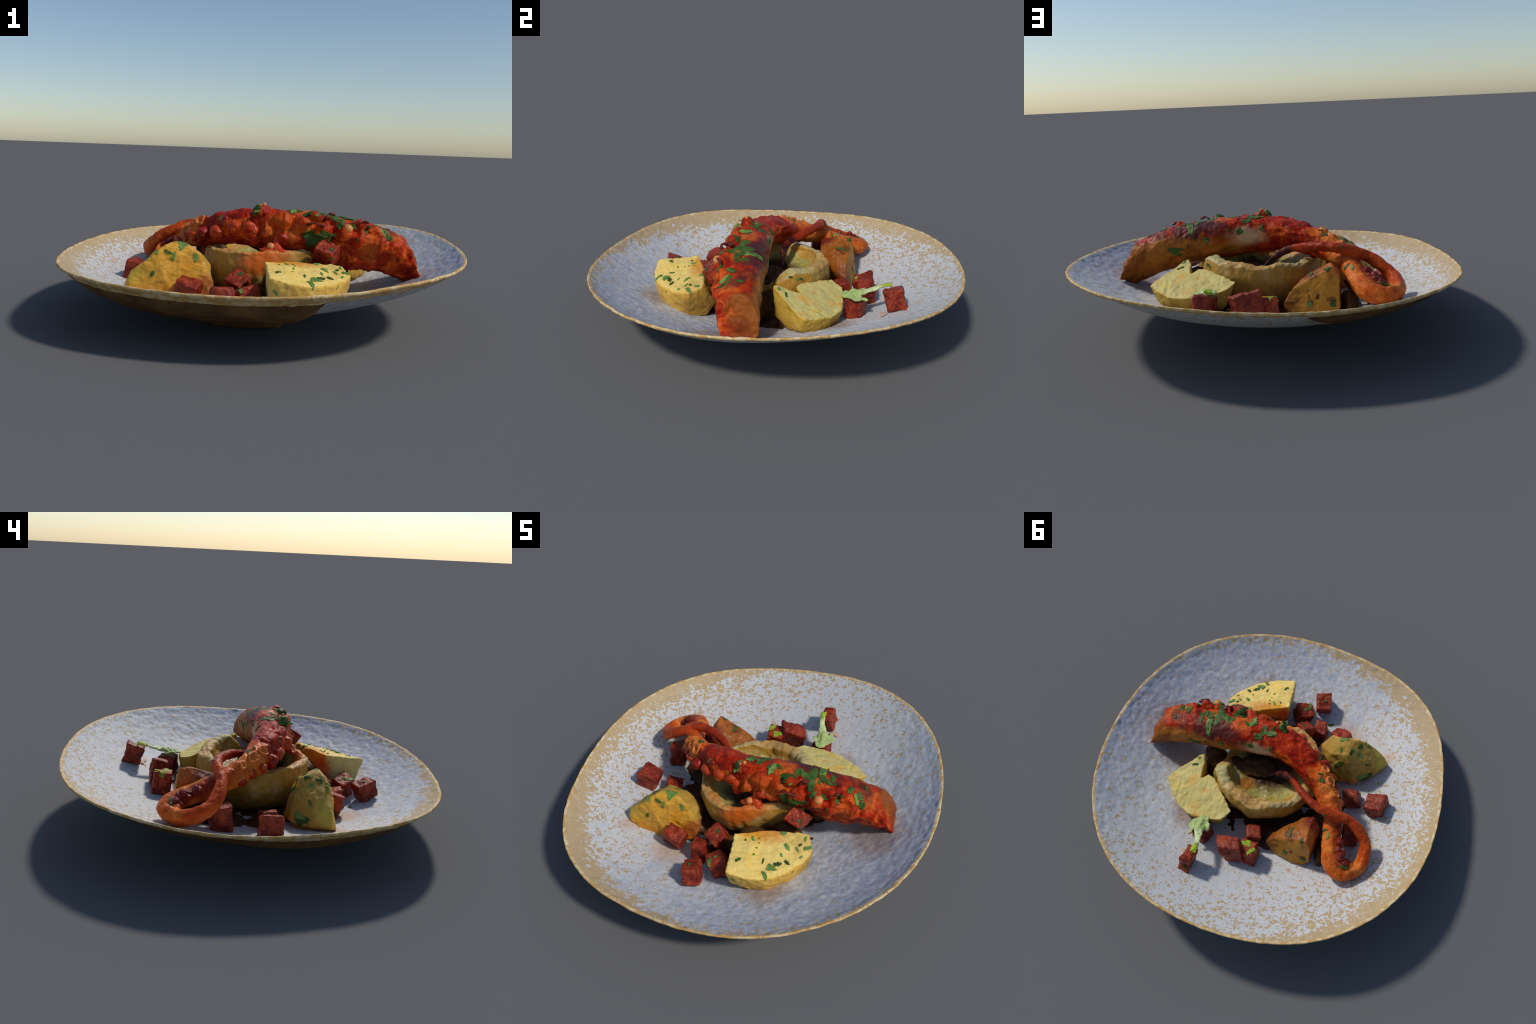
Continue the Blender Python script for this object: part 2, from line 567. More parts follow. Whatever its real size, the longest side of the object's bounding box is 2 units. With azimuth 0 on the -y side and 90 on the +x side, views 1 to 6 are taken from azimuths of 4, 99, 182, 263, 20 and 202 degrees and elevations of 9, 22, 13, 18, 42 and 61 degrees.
p1 = potato("potato_wedge", [pA + pAb], 0.0055, 5, p1_mat, o1,
            lambda V, N: fbm(V, 14, 4, 31) * 0.0050 + fbm(V * [1, 1.8, 1], 42, 3, 32) * 0.0022, "roast potato half with flat cream cut face and parsley")

# left wedge: quarter with one flat golden cut face to the front and blistered skin behind
o2 = (-.42, -.27, .09)
pB = [(-.628, -.332, .180), (-.600, -.362, .152), (-.597, -.340, .240), (-.488, -.352, .322), (-.440, -.328, .366), (-.405, -.305, .384), (-.360, -.295, .386),
      (-.330, -.300, .376), (-.271, -.322, .338), (-.226, -.280, .270), (-.205, -.325, .200), (-.215, -.36, .13), (-.34, -.385, .10), (-.515, -.375, .125),
      (-.241, -.255, .288), (-.255, -.190, .200), (-.300, -.160, .150), (-.36, -.145, .14), (-.47, -.155, .15), (-.560, -.230, .155), (-.25, -.22, .10),
      (-.300, -.215, .315), (-.40, -.215, .345), (-.50, -.245, .295), (-.265, -.2, .25), (-.44, -.175, .25), (-.545, -.26, .24), (-.34, -.165, .24), (-.30, -.20, .08), (-.45, -.2, .10)]
g = Mat("potato_gold", o2, 0.34)
cutc = g.mix(g.noise(12, 5, 0.65, 0.4), lin(206, 142, 34), lin(226, 174, 68))
cutc = g.mix(g.step(g.noise(7, 4, 0.6, seed=3.0), 0.50, 0.66), cutc, lin(226, 152, 34))
skin = g.mix(g.noise(10, 5, 0.65), lin(168, 122, 40), lin(190, 156, 70))
skin = g.mix(g.step(g.noise(17, 5, 0.7, 1.2), 0.56, 0.68), skin, lin(196, 168, 104))
cutc = g.mix(g.math("MULTIPLY", g.step(g.noise(40, 5, 0.7, seed=8.0), 0.50, 0.68), .6), cutc, lin(186, 124, 36))
skin = g.mix(g.math("MULTIPLY", g.step(g.noise(38, 5, 0.7, seed=9.0), 0.52, 0.68), .6), skin, lin(136, 96, 34))
front = g.facing((-.05, -.9, .3), 0.45, 0.75)
c_ = g.mix(front, skin, cutc)
c_ = g.mix(g.math("MULTIPLY", g.plane((0, 0, -1), -.165, .03, .03), 0.6), c_, lin(204, 116, 18))
c_ = g.mix(g.math("MULTIPLY", g.near((-.60, -.33, .24), .07, .04, .03), 0.5), c_, lin(206, 190, 70))
c_ = g.mix(g.math("MULTIPLY", g.near((-.24, -.345, .18), .055, .025, .03), 0.75), c_, lin(140, 44, 20))
p2_mat = g.done(c_, g.bump(g.noise(30, 5, 0.68), 0.6, 0.012), coat=0.25, sss=0.1)


def disp2(V, N):
    back = sstep(0.2, -0.3, -N[:, 1] - 0.25)
    w = ridged(V * [1.0, 1.0, 0.55], 17, 41) * 0.005 + fbm(V, 30, 3, 43) * 0.0028
    return back * w + (1 - back) * (fbm(V, 18, 4, 44) * 0.0050 + fbm(V * [1, 1, 2], 46, 2, 45) * 0.0020)


p2 = potato("potato_wedge", [pB], 0.0055, 4, p2_mat, o2, disp2, "golden roast potato wedge with wrinkled skin and parsley on top")

# back right: tilted flat pale slice with a notch in its upper edge
o3 = (.36, .25, .10)
dn = np.array((-.02, .00, -.085))
f1 = [(.568, .220, .267), (.536, .169, .290), (.442, .108, .325), (.419, .061, .345), (.396, .045, .354), (.372, .091, .342), (.368, .184, .309),
      (.37, .39, .238), (.457, .347, .238), (.525, .281, .252)]
f2 = [(.368, .184, .305), (.328, .149, .327), (.281, .165, .328), (.216, .230, .314), (.153, .292, .301), (.122, .317, .297), (.163, .373, .271),
      (.237, .390, .256), (.36, .390, .238), (.457, .347, .238), (.45, .26, .28)]
b1 = [(.54, .20, .19), (.50, .14, .17), (.42, .06, .20), (.385, .07, .25), (.35, .19, .14), (.37, .36, .155), (.44, .33, .155), (.51, .27, .17), (.44, .17, .12), (.42, .28, .11)]
b2 = [(.32, .17, .20), (.27, .19, .17), (.17, .29, .19), (.18, .355, .18), (.25, .37, .165), (.36, .37, .155), (.35, .30, .11), (.26, .29, .12), (.42, .31, .14)]
g = Mat("potato_pale", o3, 0.42)
face = g.mix(g.noise(12, 5, 0.62, 0.5, vec=g.mapping((1, 1, 3))), lin(196, 180, 98), lin(216, 197, 128))
face = g.mix(g.step(g.noise(6, 3, 0.6, seed=2.2), 0.54, 0.70), face, lin(214, 186, 92))
face = g.mix(g.math("MULTIPLY", g.step(g.noise(40, 4, 0.7, seed=6.0), 0.52, 0.70), .5), face, lin(188, 172, 96))
side = g.mix(g.noise(10, 4, 0.6), lin(190, 146, 40), lin(212, 180, 84))
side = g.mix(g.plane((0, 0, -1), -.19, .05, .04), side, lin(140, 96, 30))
c_ = g.mix(g.facing((.13, .33, .93), 0.80, 0.965), side, face)
for q, r_, k in (((.405, .195, .30), .024, .75), ((.420, .228, .275), .020, .6), ((.322, .243, .296), .010, .7), ((.286, .233, .307), .010, .6), ((.326, .383, .252), .009, 1),
                 ((.35, .33, .26), .03, .35), ((.53, .20, .28), .02, .3)):
    c_ = g.mix(g.math("MULTIPLY", g.near(q, r_, .016, .035, 26), k), c_, lin(220, 146, 36))
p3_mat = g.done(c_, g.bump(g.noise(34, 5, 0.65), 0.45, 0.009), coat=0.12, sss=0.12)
p3 = potato("potato_wedge", [f1 + b1, f2 + b2], 0.0055, 2, p3_mat, o3,
            lambda V, N: fbm(V, 15, 4, 51) * 0.0044 + fbm(V * [1.6, .8, 1], 40, 3, 52) * 0.0020, "tilted pale potato wedge with notched upper edge")

# back left: small deeply roasted wedge
o4 = (-.26, .35, .09)
pD = [(-.105, .386, .195), (-.128, .341, .227), (-.110, .375, .16), (-.198, .320, .305), (-.155, .379, .270), (-.30, .33, .352), (-.345, .385, .378), (-.335, .34, .378),
      (-.385, .262, .322), (-.335, .216, .345), (-.372, .402, .300), (-.372, .418, .18), (-.33, .43, .12), (-.15, .41, .12), (-.13, .36, .12), (-.26, .44, .15),
      (-.385, .30, .15), (-.36, .22, .15), (-.21, .25, .20), (-.2, .24, .12), (-.27, .22, .29)]
g = Mat("potato_roasted", o4, 0.28)
r1 = g.mix(g.noise(11, 5, 0.65, 0.5), lin(112, 54, 10), lin(184, 106, 28))
r2 = g.mix(g.noise(11, 5, 0.65), lin(172, 108, 18), lin(198, 138, 36))
c_ = g.mix(g.facing((-.2, .9, .1), 0.5, 0.8), r1, r2)
c_ = g.mix(g.step(g.noise(14, 5, 0.7, 0.6, seed=6.0), 0.50, 0.64), c_, lin(84, 34, 12))
c_ = g.mix(g.step(g.noise(36, 4, 0.7, 0.3, seed=7.0), 0.60, 0.70), c_, lin(216, 160, 70))
c_ = g.mix(g.near((-.36, .25, .335), .07, .03, .03), c_, lin(110, 36, 20))
c_ = g.mix(g.math("MULTIPLY", g.near((-.352, .37, .37), .06, .03, .04), .35), c_, lin(206, 104, 44))
c_ = g.mix(g.math("MULTIPLY", g.near((-.12, .36, .18), .07, .04, .03), .6), c_, lin(110, 56, 20))
p4_mat = g.done(c_, g.bump(g.noise(34, 5, 0.7), 0.6, 0.012), coat=0.4, sss=0.05)
p4 = potato("potato_wedge", [pD], 0.005, 3, p4_mat, o4,
            lambda V, N: fbm(V, 16, 4, 61) * 0.0045 + ridged(V, 36, 62) * 0.0012, "small dark amber roasted potato wedge")
targets.update(p1=p1, p2=p2, p3=p3, p4=p4)


# ------------------------------------------------------------------ hollowed vegetable cup under the tentacle
def closed_spline(pts, n):
    P = np.array(pts, float)
    k = len(P)
    out = []
    for i in range(n):
        s = i * k / n
        j = int(s)
        f = s - j
        p0, p1_, p2_, p3_ = P[(j - 1) % k], P[j % k], P[(j + 1) % k], P[(j + 2) % k]
        out.append(0.5 * (2 * p1_ + (p2_ - p0) * f + (2 * p0 - 5 * p1_ + 4 * p2_ - p3_) * f * f + (3 * p1_ - p0 - 3 * p2_ + p3_) * f ** 3))
    return np.array(out)


RIM = [(.300, .125, .378), (.268, .175, .370), (.212, .224, .364), (.150, .252, .360), (.088, .270, .364), (.030, .293, .354), (-.035, .272, .350), (-.100, .252, .348), (-.186, .206, .342),
       (-.240, .146, .338), (-.274, .060, .332), (-.284, -.040, .334), (-.266, -.140, .340), (-.222, -.226, .340), (-.150, -.288, .345), (-.060, -.318, .345),
       (.030, -.300, .350), (.120, -.262, .354), (.190, -.238, .357), (.244, -.214, .355), (.285, -.13, .31), (.30, -.03, .28), (.305, .05, .32)]
oc = (.01, -.02, .06)


def build_cup():
    n = 220
    rim = closed_spline(RIM, n)
    cen = np.array((.01, -.015))
    rim[:, :2] = cen + (rim[:, :2] - cen) * 0.975
    rel = rim[:, :2] - cen
    L = np.linalg.norm(rel, axis=1)
    d = rel / L[:, None]
    th = np.arctan2(d[:, 1], d[:, 0])
    wall = 0.058 + 0.012 * np.sin(2 * th + 0.6) + 0.006 * np.sin(5 * th)
    wall = np.where(th < -1.0, wall * 0.82, wall)
    rings = []
    bot = 0.078
    for a in np.linspace(0, 1, 30):  # outer wall upwards
        z = bot + (rim[:, 2] - 0.010 - bot) * a
        k = 0.60 + 0.43 * math.sin(min(1, a * 1.25) * math.pi / 2) ** 0.8 - 0.03 * max(0, a - 0.8) / 0.2
        rings.append(np.c_[cen + d * (L * k)[:, None], z])
    for a in (0.12, 0.3, 0.5, 0.7, 0.88):  # the cut rim
        h = 0.010 * math.sin(math.pi * a) ** 0.6
        rings.append(np.c_[cen + d * (L - wall * a)[:, None], rim[:, 2] - 0.010 + h + 0.004])
    for a in np.linspace(0, 1, 16):  # inner wall down to a shallow floor
        k = 1 - 0.05 * a
        z = rim[:, 2] - 0.012 - (rim[:, 2] - 0.012 - 0.282) * a ** 0.9
        rings.append(np.c_[cen + d * ((L - wall) * k * (1 - 0.16 * a * a))[:, None], z])
    for a in (0.8, 0.6, 0.4, 0.2):
        x = cen + d * ((L - wall) * 0.80 * a)[:, None]
        rings.append(np.c_[x, 0.276 - 0.012 * (1 - a) + 0.03 * np.clip(x[:, 1] - 0.05, -0.1, .2)])
    Vv = np.concatenate(rings)
    Ff = []
    for j in range(len(rings) - 1):
        for i in range(n):
            a, b = j * n + i, j * n + (i + 1) % n
            Ff.append((a, b, b + n, a + n))
    t_, b_ = len(Vv), len(Vv) + 1
    Vv = np.concatenate([Vv, [[*cen, rings[-1][:, 2].mean()], [*cen, bot]]])
    k = (len(rings) - 1) * n
    for i in range(n):
        Ff.append((t_, k + i, k + (i + 1) % n))
        Ff.append((b_, (i + 1) % n, i))
    Vv, Nn, Ff = remeshed(Vv, Ff, 0.0055, 3)
    up = sstep(0.3, 0.8, Nn[:, 2])
    q = Vv * [1, 1, 0.45]
    dd = fbm(q, 9, 3, 71) * 0.010 * (1 - up) + ridged(Vv * [1, 1, .5], 16, 72) * 0.0020 + fbm(Vv, 30, 4, 73) * 0.0042 * (0.4 + up) + fbm(Vv, 11, 2, 74) * 0.008 * up * sstep(.30, .33, Vv[:, 2])
    Vv = rest(Vv + Nn * dd[:, None])
    m = Mat("roast_cup_flesh", oc, 0.34)
    X, Y, Z = m.xyz()
    skin = m.mix(m.noise(8, 5, 0.62, 0.5, vec=m.mapping((1, 1, .5))), lin(158, 108, 30), lin(192, 148, 62))
    skin = m.mix(m.step(m.noise(5, 4, 0.6, seed=2.0), 0.5, 0.68), skin, lin(196, 166, 104))
    skin = m.mix(m.step(m.noise(19, 4, 0.6, seed=5.0), 0.58, 0.70), skin, lin(192, 160, 44))
    skin = m.mix(m.math("MULTIPLY", m.step(m.noise(34, 5, 0.7, seed=11.0, vec=m.mapping((1, 1, .4))), 0.5, 0.7), .55), skin, lin(132, 90, 30))
    rimc = m.mix(m.noise(22, 5, 0.65), lin(168, 122, 60), lin(202, 162, 94))
    rimc = m.mix(m.math("MULTIPLY", m.step(m.noise(46, 5, 0.7, seed=12.0), 0.52, 0.68), .55), rimc, lin(146, 96, 46))
    rimc = m.mix(m.near((-.16, .18, .34), .10, .05, .04), rimc, lin(184, 160, 104))
    rimc = m.mix(m.near((.25, .14, .37), .09, .05, .04), rimc, lin(182, 166, 108))
    isrim = m.math("MULTIPLY", m.facing((0, 0, 1), 0.35, 0.7), m.plane((0, 0, 1), .322, .010, .012))
    c_ = m.mix(isrim, skin, rimc)
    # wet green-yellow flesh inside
    k = m.n.new("ShaderNodeVectorMath")
    k.operation = "LENGTH"
    kk = m.mapping((1, 1, 0))
    m.link(kk, k.inputs[0])
    inside = m.math("MULTIPLY", m.step(k.outputs["Value"], .235, .205), m.step(Z, .255 + 0.02 - 0.06, .33 - 0.06, 1, 1))
    inside = m.math("MULTIPLY", inside, m.facing((0, 0, 1), -0.2, 0.1))
    inside = m.math("MULTIPLY", inside, m.step(Z, .272, .258))
    flesh = m.mix(m.noise(14, 4, 0.6), lin(150, 138, 66), lin(184, 172, 104))
    flesh = m.mix(m.step(m.voronoi(26), 0.30, 0.20), flesh, lin(160, 144, 30))
    flesh = m.mix(m.near((.02, -.05, .27), .17, .05, .05), flesh, lin(58, 32, 16))  # sauce, darkened further with the tentacle's shadow painted into the flesh
    flesh = m.mix(m.near((.11, .12, .29), .05, .025, .03), flesh, lin(150, 96, 26))
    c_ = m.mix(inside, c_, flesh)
    for q, r_, kk_ in (((.0, -.315, .305), .065, .9), ((.06, -.30, .33), .06, .8), ((-.08, -.33, .30), .05, .5), ((.13, -.27, .34), .04, .5), ((-.13, -.22, .34), .04, .5)):
        c_ = m.mix(m.math("MULTIPLY", m.near(q, r_, .03, .03, 18), kk_), c_, lin(206, 96, 22))
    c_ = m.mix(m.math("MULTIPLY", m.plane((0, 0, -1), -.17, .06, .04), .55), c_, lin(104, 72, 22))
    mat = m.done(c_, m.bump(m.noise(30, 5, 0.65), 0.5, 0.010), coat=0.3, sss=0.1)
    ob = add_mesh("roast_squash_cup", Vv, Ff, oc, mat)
    ob["label"] = "hollowed roast squash half with wrinkled tan rim"
    ob["category"] = "roast vegetable"
    return ob


cup = build_cup()
targets["cup"] = cup

# ------------------------------------------------------------------ the octopus arm
SPINE = [(.775, -.055, .285), (.660, -.078, .345), (.541, -.091, .389), (.330, -.106, .439), (.145, -.122, .456), (-.007, -.122, .460), (-.119, -.090, .462), (-.221, -.033, .433),
         (-.337, .052, .392), (-.428, .170, .345), (-.463, .306, .294), (-.499, .415, .259), (-.572, .441, .238), (-.651, .362, .236), (-.638, .244, .285),
         (-.530, .188, .367), (-.387, .205, .420), (-.258, .149, .421), (-.129, .045, .390), (-.050, .025, .340), (.008, .036, .292)]
S_AT = [0, .6, 1, 2, 3, 4, 5, 6, 7, 8, 9, 10, 11, 12, 13, 14, 15, 16, 17, 17.5, 18]
# radius across (towards the suckers) and upright radius
S_R = [(0, .098, .092), (1, .106, .090), (2, .110, .086), (3, .107, .082), (4, .099, .074), (5, .092, .067), (6, .080, .063), (7, .066, .053), (8, .054, .048), (9, .050, .047), (10, .047, .048),
       (11, .041, .046), (12, .036, .043), (13, .031, .036), (14, .027, .028), (15, .025, .025), (16, .022, .022), (17, .019, .019), (17.6, .013, .013), (18, .007, .007)]
S_RD = [(0, .104), (1, .122), (2, .130), (3, .120), (4, .112), (5, .104), (6, .092), (7, .072), (8, .056), (9, .052), (10, .050), (11, .048), (12, .044), (13, .036), (14, .028), (15, .025), (16, .022), (17, .019), (17.6, .013), (18, .007)]
S_RO = [(0, .098), (1, .100), (2, .098), (3, .090), (4, .080), (5, .072), (6, .066), (7, .057), (8, .050), (9, .046), (10, .044), (11, .040), (12, .036), (13, .032), (14, .030), (15, .027), (16, .024), (17, .021), (17.6, .014), (18, .007)]
S_O = [(0, -.1, -1, .1), (3, -.1, -1, 0), (4.5, -.35, -.93, 0), (6, -.7, -.65, .3), (7, -.8, -.4, .45), (9, -.85, -.1, .45), (10.3, -.75, -.45, .5), (11.3, -.1, -.8, .55), (12.2, .8, -.3, .5),
       (13, .9, .1, .4), (14, .3, -.5, -.8), (18, .2, .3, -.9)]
oa = (.05, -.05, .10)


def catmull(tq, ts, P):
    P = np.array(P, float)
    ts = np.array(ts, float)
    out = []
    for t in tq:
        j = int(np.clip(np.searchsorted(ts, t) - 1, 0, len(ts) - 2))
        h = ts[j + 1] - ts[j]
        f = (t - ts[j]) / h
        m0 = (P[j + 1] - P[j - 1]) / (ts[j + 1] - ts[j - 1]) * h if j > 0 else P[1] - P[0]
        m1 = (P[j + 2] - P[j]) / (ts[j + 2] - ts[j]) * h if j + 2 < len(ts) else P[j + 1] - P[j]
        out.append((2 * f ** 3 - 3 * f * f + 1) * P[j] + (f ** 3 - 2 * f * f + f) * m0 + (3 * f * f - 2 * f ** 3) * P[j + 1] + (f ** 3 - f * f) * m1)
    return np.array(out)


def arm_frames(s):
    c = catmull(s, S_AT, SPINE)
    e = 0.05
    t = catmull(np.clip(s + e, 0, 18), S_AT, SPINE) - catmull(np.clip(s - e, 0, 18), S_AT, SPINE)
    t /= np.linalg.norm(t, axis=1)[:, None]
    so = np.array(S_O)
    o = np.stack([np.interp(s, so[:, 0], so[:, k]) for k in (1, 2, 3)], 1)
    o -= t * (o * t).sum(1)[:, None]
    o /= np.linalg.norm(o, axis=1)[:, None]
    b = np.cross(o, t)
    sr = np.array(S_R)
    return c, t, o, b, np.interp(s, sr[:, 0], sr[:, 1]), np.interp(s, sr[:, 0], sr[:, 2])


# suckers: position read off two views each, radius
KNOBS = [(-.057, -.204, .442, .043), (-.138, -.192, .444, .036), (-.229, -.142, .410, .036), (-.307, -.100, .394, .034), (-.365, -.038, .378, .030), (-.459, .076, .340, .026),
         (-.10, -.17, .488, .030), (-.185, -.14, .474, .028), (-.41, .02, .362, .026), (.115, -.225, .40, .034)]
CUPS = [(-.320, -.028, .464, .034), (-.362, .030, .434, .036), (-.405, .085, .404, .026), (-.43, .045, .376, .022)]


def build_arm():
    s = np.linspace(-0.35, 18, 640)
    sc = np.clip(s, 0, 18)
    c, t, o, b, ra, rb = arm_frames(sc)
    ro = np.interp(sc, [q[0] for q in S_RO], [q[1] for q in S_RO])
    rd = np.interp(sc, [q[0] for q in S_RD], [q[1] for q in S_RD])
    c = c + t * (s - sc)[:, None] * 0.2  # run past the cut, trimmed below
    nA = 48
    an = np.linspace(0, 2 * np.pi, nA, endpoint=False)
    rings = []
    for i in range(len(s)):
        ca, sa = np.cos(an), np.sin(an)
        e = np.sign(ca) * np.abs(ca) ** 0.92, np.sign(sa) * np.abs(sa) ** 0.92
        narrow = 1 - 0.55 * np.clip(sa, 0, 1) ** 1.3 * sstep(1.4, 0.2, sc[i])  # the cut end tapers downwards
        rings.append(c[i] + o[i] * (np.where(ca > 0, ro[i], ra[i]) * narrow * e[0])[:, None] + b[i] * (np.where(sa > 0, rd[i], rb[i]) * e[1])[:, None])
    bm = bmesh.new()
    vs = [bm.verts.new(p) for r in rings for p in r]
    for j in range(len(rings) - 1):
        for i in range(nA):
            k = (i + 1) % nA
            bm.faces.new((vs[j * nA + i], vs[j * nA + k], vs[(j + 1) * nA + k], vs[(j + 1) * nA + i]))
    bm.faces.new(vs[:nA][::-1])
    bm.faces.new(vs[-nA:])
    # slanted cut, upright foot of the cut, and where it rests on the plate
    for co, no in (((.718, -.06, .375), (.90, .02, .43)), ((.776, 0, .25), (1, 0, .15)), ((.70, 0, .216), (.43, .1, -.9))):
        r = bmesh.ops.bisect_plane(bm, geom=bm.verts[:] + bm.edges[:] + bm.faces[:], plane_co=co, plane_no=no, clear_outer=True)
        ed = [e for e in r["geom_cut"] if isinstance(e, bmesh.types.BMEdge)]
        if ed:
            bmesh.ops.contextual_create(bm, geom=ed)
    bmesh.ops.recalc_face_normals(bm, faces=bm.faces)
    bm.verts.index_update()
    body = ([v.co[:] for v in bm.verts], [tuple(v.index for v in f.verts) for f in bm.faces])
    bm.free()
    parts = [body]
    parts.append(ellipsoid((.738, -.062, .300), (.036, .058, .050)))
    parts.append(ellipsoid((.48, -.135, .315), (.13, .060, .050)))         # skirt hanging under the arm
    # webbed sucker side inside the loop
    for st in np.arange(9.0, 11.4, 0.3):
        k = int(np.searchsorted(s, st))
        parts.append(ellipsoid(c[k] + o[k] * 0.040, (.027, .027, .024)))       # drooping lower lip of the cut
    # swollen sauce lumps along the sucker side
    for (x, y, z, r) in ((.0, -.160, .528, .040), (.10, -.195, .485, .050), (.03, -.20, .44, .042), (.20, -.205, .475, .046), (.30, -.212, .455, .046), (.40, -.212, .445, .048), (.48, -.205, .42, .048), (.56, -.19, .40, .046),
                         (.16, -.20, .425, .042), (.63, -.165, .385, .044), (.30, -.20, .405, .046), (-.02, -.19, .40, .034), (.375, -.200, .485, .036), (.25, -.19, .515, .034), (.455, -.195, .48, .036), (.54, -.17, .455, .034)):
        parts.append(ellipsoid((x, y, z), (r, r * 0.8, r * 0.9)))
    for (x, y, z, r) in KNOBS:
        ctr = np.array((x, y, z))
        k = ((c - ctr) ** 2).sum(1).argmin()
        d = c[k] - ctr
        d /= np.linalg.norm(d)
        parts.append(ellipsoid(ctr + d * r * 0.9, (r * 0.9,) * 3))
    Vv, Nn, Ff = remeshed(*join(parts), 0.0055, 7)
    # station of every vertex along the arm
    S = np.empty(len(Vv))
    for a in range(0, len(Vv), 4000):
        S[a : a + 4000] = s[((Vv[a : a + 4000, None] - c[None, ::2]) ** 2).sum(2).argmin(1) * 2]
    k = np.clip(np.interp(S, s, np.arange(len(s))).astype(int), 0, len(s) - 1)
    rel = Vv - c[k]
    side = (rel * o[k]).sum(1) / (np.linalg.norm(rel, axis=1) + 1e-6)
    body_ = sstep(9, 6, S)
    oral = sstep(-0.1, 0.5, side)
    dd = fbm(Vv, 13, 3, 81) * 0.006 * body_ + fbm(Vv, 30, 3, 82) * (0.0014 + 0.0045 * oral * body_)
    dd += ridged(Vv * [1.0, 1.0, .6], 22, 83) * 0.0045 * oral * body_
    dd += fbm(Vv, 55, 3, 84) * 0.0020 * (0.5 + 0.5 * body_) + (1 - body_) * (fbm(Vv, 24, 3, 85) * 0.0034 + ridged(Vv, 34, 86) * 0.0014)
    Vv = rest(Vv + Nn * dd[:, None])

    m = Mat("sauced_octopus", oa, 0.24, 0.42)
    n1 = m.noise(9, 5, 0.62, 0.6)
    red = m.mix(m.step(m.noise(16, 5, 0.6, 0.4), 0.36, 0.66), lin(130, 20, 6), lin(178, 46, 12))
    red = m.mix(m.step(m.noise(11, 4, 0.6, 0.8, seed=4.0), 0.52, 0.66), red, lin(214, 92, 28))
    amber = m.mix(m.step(n1, 0.35, 0.68), lin(128, 68, 20), lin(176, 106, 40))
    orange = m.mix(m.step(m.noise(13, 5, 0.62), 0.34, 0.66), lin(186, 76, 20), lin(218, 122, 48))
    char = m.mix(m.noise(30, 4, 0.65), lin(40, 14, 22), lin(96, 44, 40))
    plum = m.mix(m.noise(26, 4, 0.65), lin(112, 24, 12), lin(164, 58, 28))
    c_ = red
    # bare amber skin on the far side, below the charred edge
    yb = m.plane((.0, .94, -.34), -.165, .022, .05, 9)
    xb = m.plane((1, 0, 0), -.01, .05, .08, 6)
    bare = m.math("MULTIPLY", yb, xb)
    c_ = m.mix(bare, c_, amber)
    c_ = m.mix(m.math("MULTIPLY", m.near((.085, -.030, .450), .045, .035, .045, 12, (.6, 1, 1.2)), .6), c_, lin(226, 200, 150))
    # orange oral side in the middle
    for q, r_ in (((.10, -.22, .44), .085), ((.24, -.21, .47), .05), ((.40, -.14, .53), .05), ((.63, -.13, .45), .05), ((.21, -.12, .55), .055), ((.52, -.20, .39), .05)):
        c_ = m.mix(m.math("MULTIPLY", m.near(q, r_, .04, .05, 13), .75), c_, orange)
    # seared crust along the upper far edge
    for q, r_, k in (((.30, -.035, .525), .058, .95), ((.37, -.040, .510), .060, .95), ((.22, -.03, .53), .045, .75), ((.45, -.045, .48), .045, .8), ((.55, -.06, .46), .05, .65), ((.63, -.09, .455), .045, .75), ((.29, -.09, .545), .05, .5),
                     ((.50, -.12, .49), .03, .6), ((.66, -.05, .42), .04, .5)):
        c_ = m.mix(m.math("MULTIPLY", m.near(q, r_, .022, .06, 16), k), c_, char)
    # cut end
    c_ = m.mix(m.math("MULTIPLY", m.plane((.90, .02, .43), .80, .012, .02), m.near((.715, -.03, .37), .10, .03, .05, 9)), c_, m.mix(m.noise(9, 4, .6), lin(126, 62, 18), lin(152, 86, 34)))
    c_ = m.mix(m.math("MULTIPLY", m.near((.76, -.06, .275), .06, .03, .03), .6), c_, lin(128, 48, 26))
    # towards the thin end: thin orange skin, then plum, then black tip
    tail = m.plane((-1, .25, 0), .36, .035, .08, 12)
    c_ = m.mix(tail, c_, orange)
    c_ = m.mix(m.math("MULTIPLY", m.near((-.36, .02, .45), .075, .03, .04), .7), c_, lin(222, 130, 50))
    for q, r_, k in (((-.655, .26, .315), .075, .85), ((-.60, .215, .355), .07, .85), ((-.50, .19, .40), .09, .9), ((-.38, .205, .45), .075, .9), ((-.27, .16, .44), .07, .95),
                     ((-.69, .34, .28), .05, .8)):
        c_ = m.mix(m.math("MULTIPLY", m.near(q, r_, .03, .035, 15), k), c_, m.mix(m.noise(24, 4, .65, seed=3.3), lin(150, 36, 12), lin(206, 86, 32)))
    for q, r_, k in (((-.40, .215, .446), .045, .7), ((-.30, .18, .445), .06, .9), ((-.22, .12, .42), .07, .9), ((-.53, .18, .402), .03, .5)):
        c_ = m.mix(m.math("MULTIPLY", m.near(q, r_, .025, .03, 22), k), c_, plum)
    for q, r_, k in (((-.135, .055, .40), .035, .95), ((-.085, .035, .365), .040, 1.0), ((-.03, .025, .325), .045, 1.0), ((.01, .03, .29), .05, 1)):
        c_ = m.mix(m.math("MULTIPLY", m.near(q, r_, .025, .02, 22), k), c_, lin(44, 20, 24))
    for q, r_ in (((-.545, .36, .30), .055), ((-.56, .40, .285), .045), ((-.52, .29, .32), .05), ((-.50, .24, .35), .04)):
        c_ = m.mix(m.math("MULTIPLY", m.near(q, r_, .02, .03, 20), .75), c_, lin(120, 28, 22))
    mott = m.math("MULTIPLY", m.step(m.noise(34, 5, 0.7, 0.5, seed=14.0), 0.50, 0.66), .55)
    c_ = m.mix(m.math("MULTIPLY", mott, tail), c_, lin(142, 46, 16))
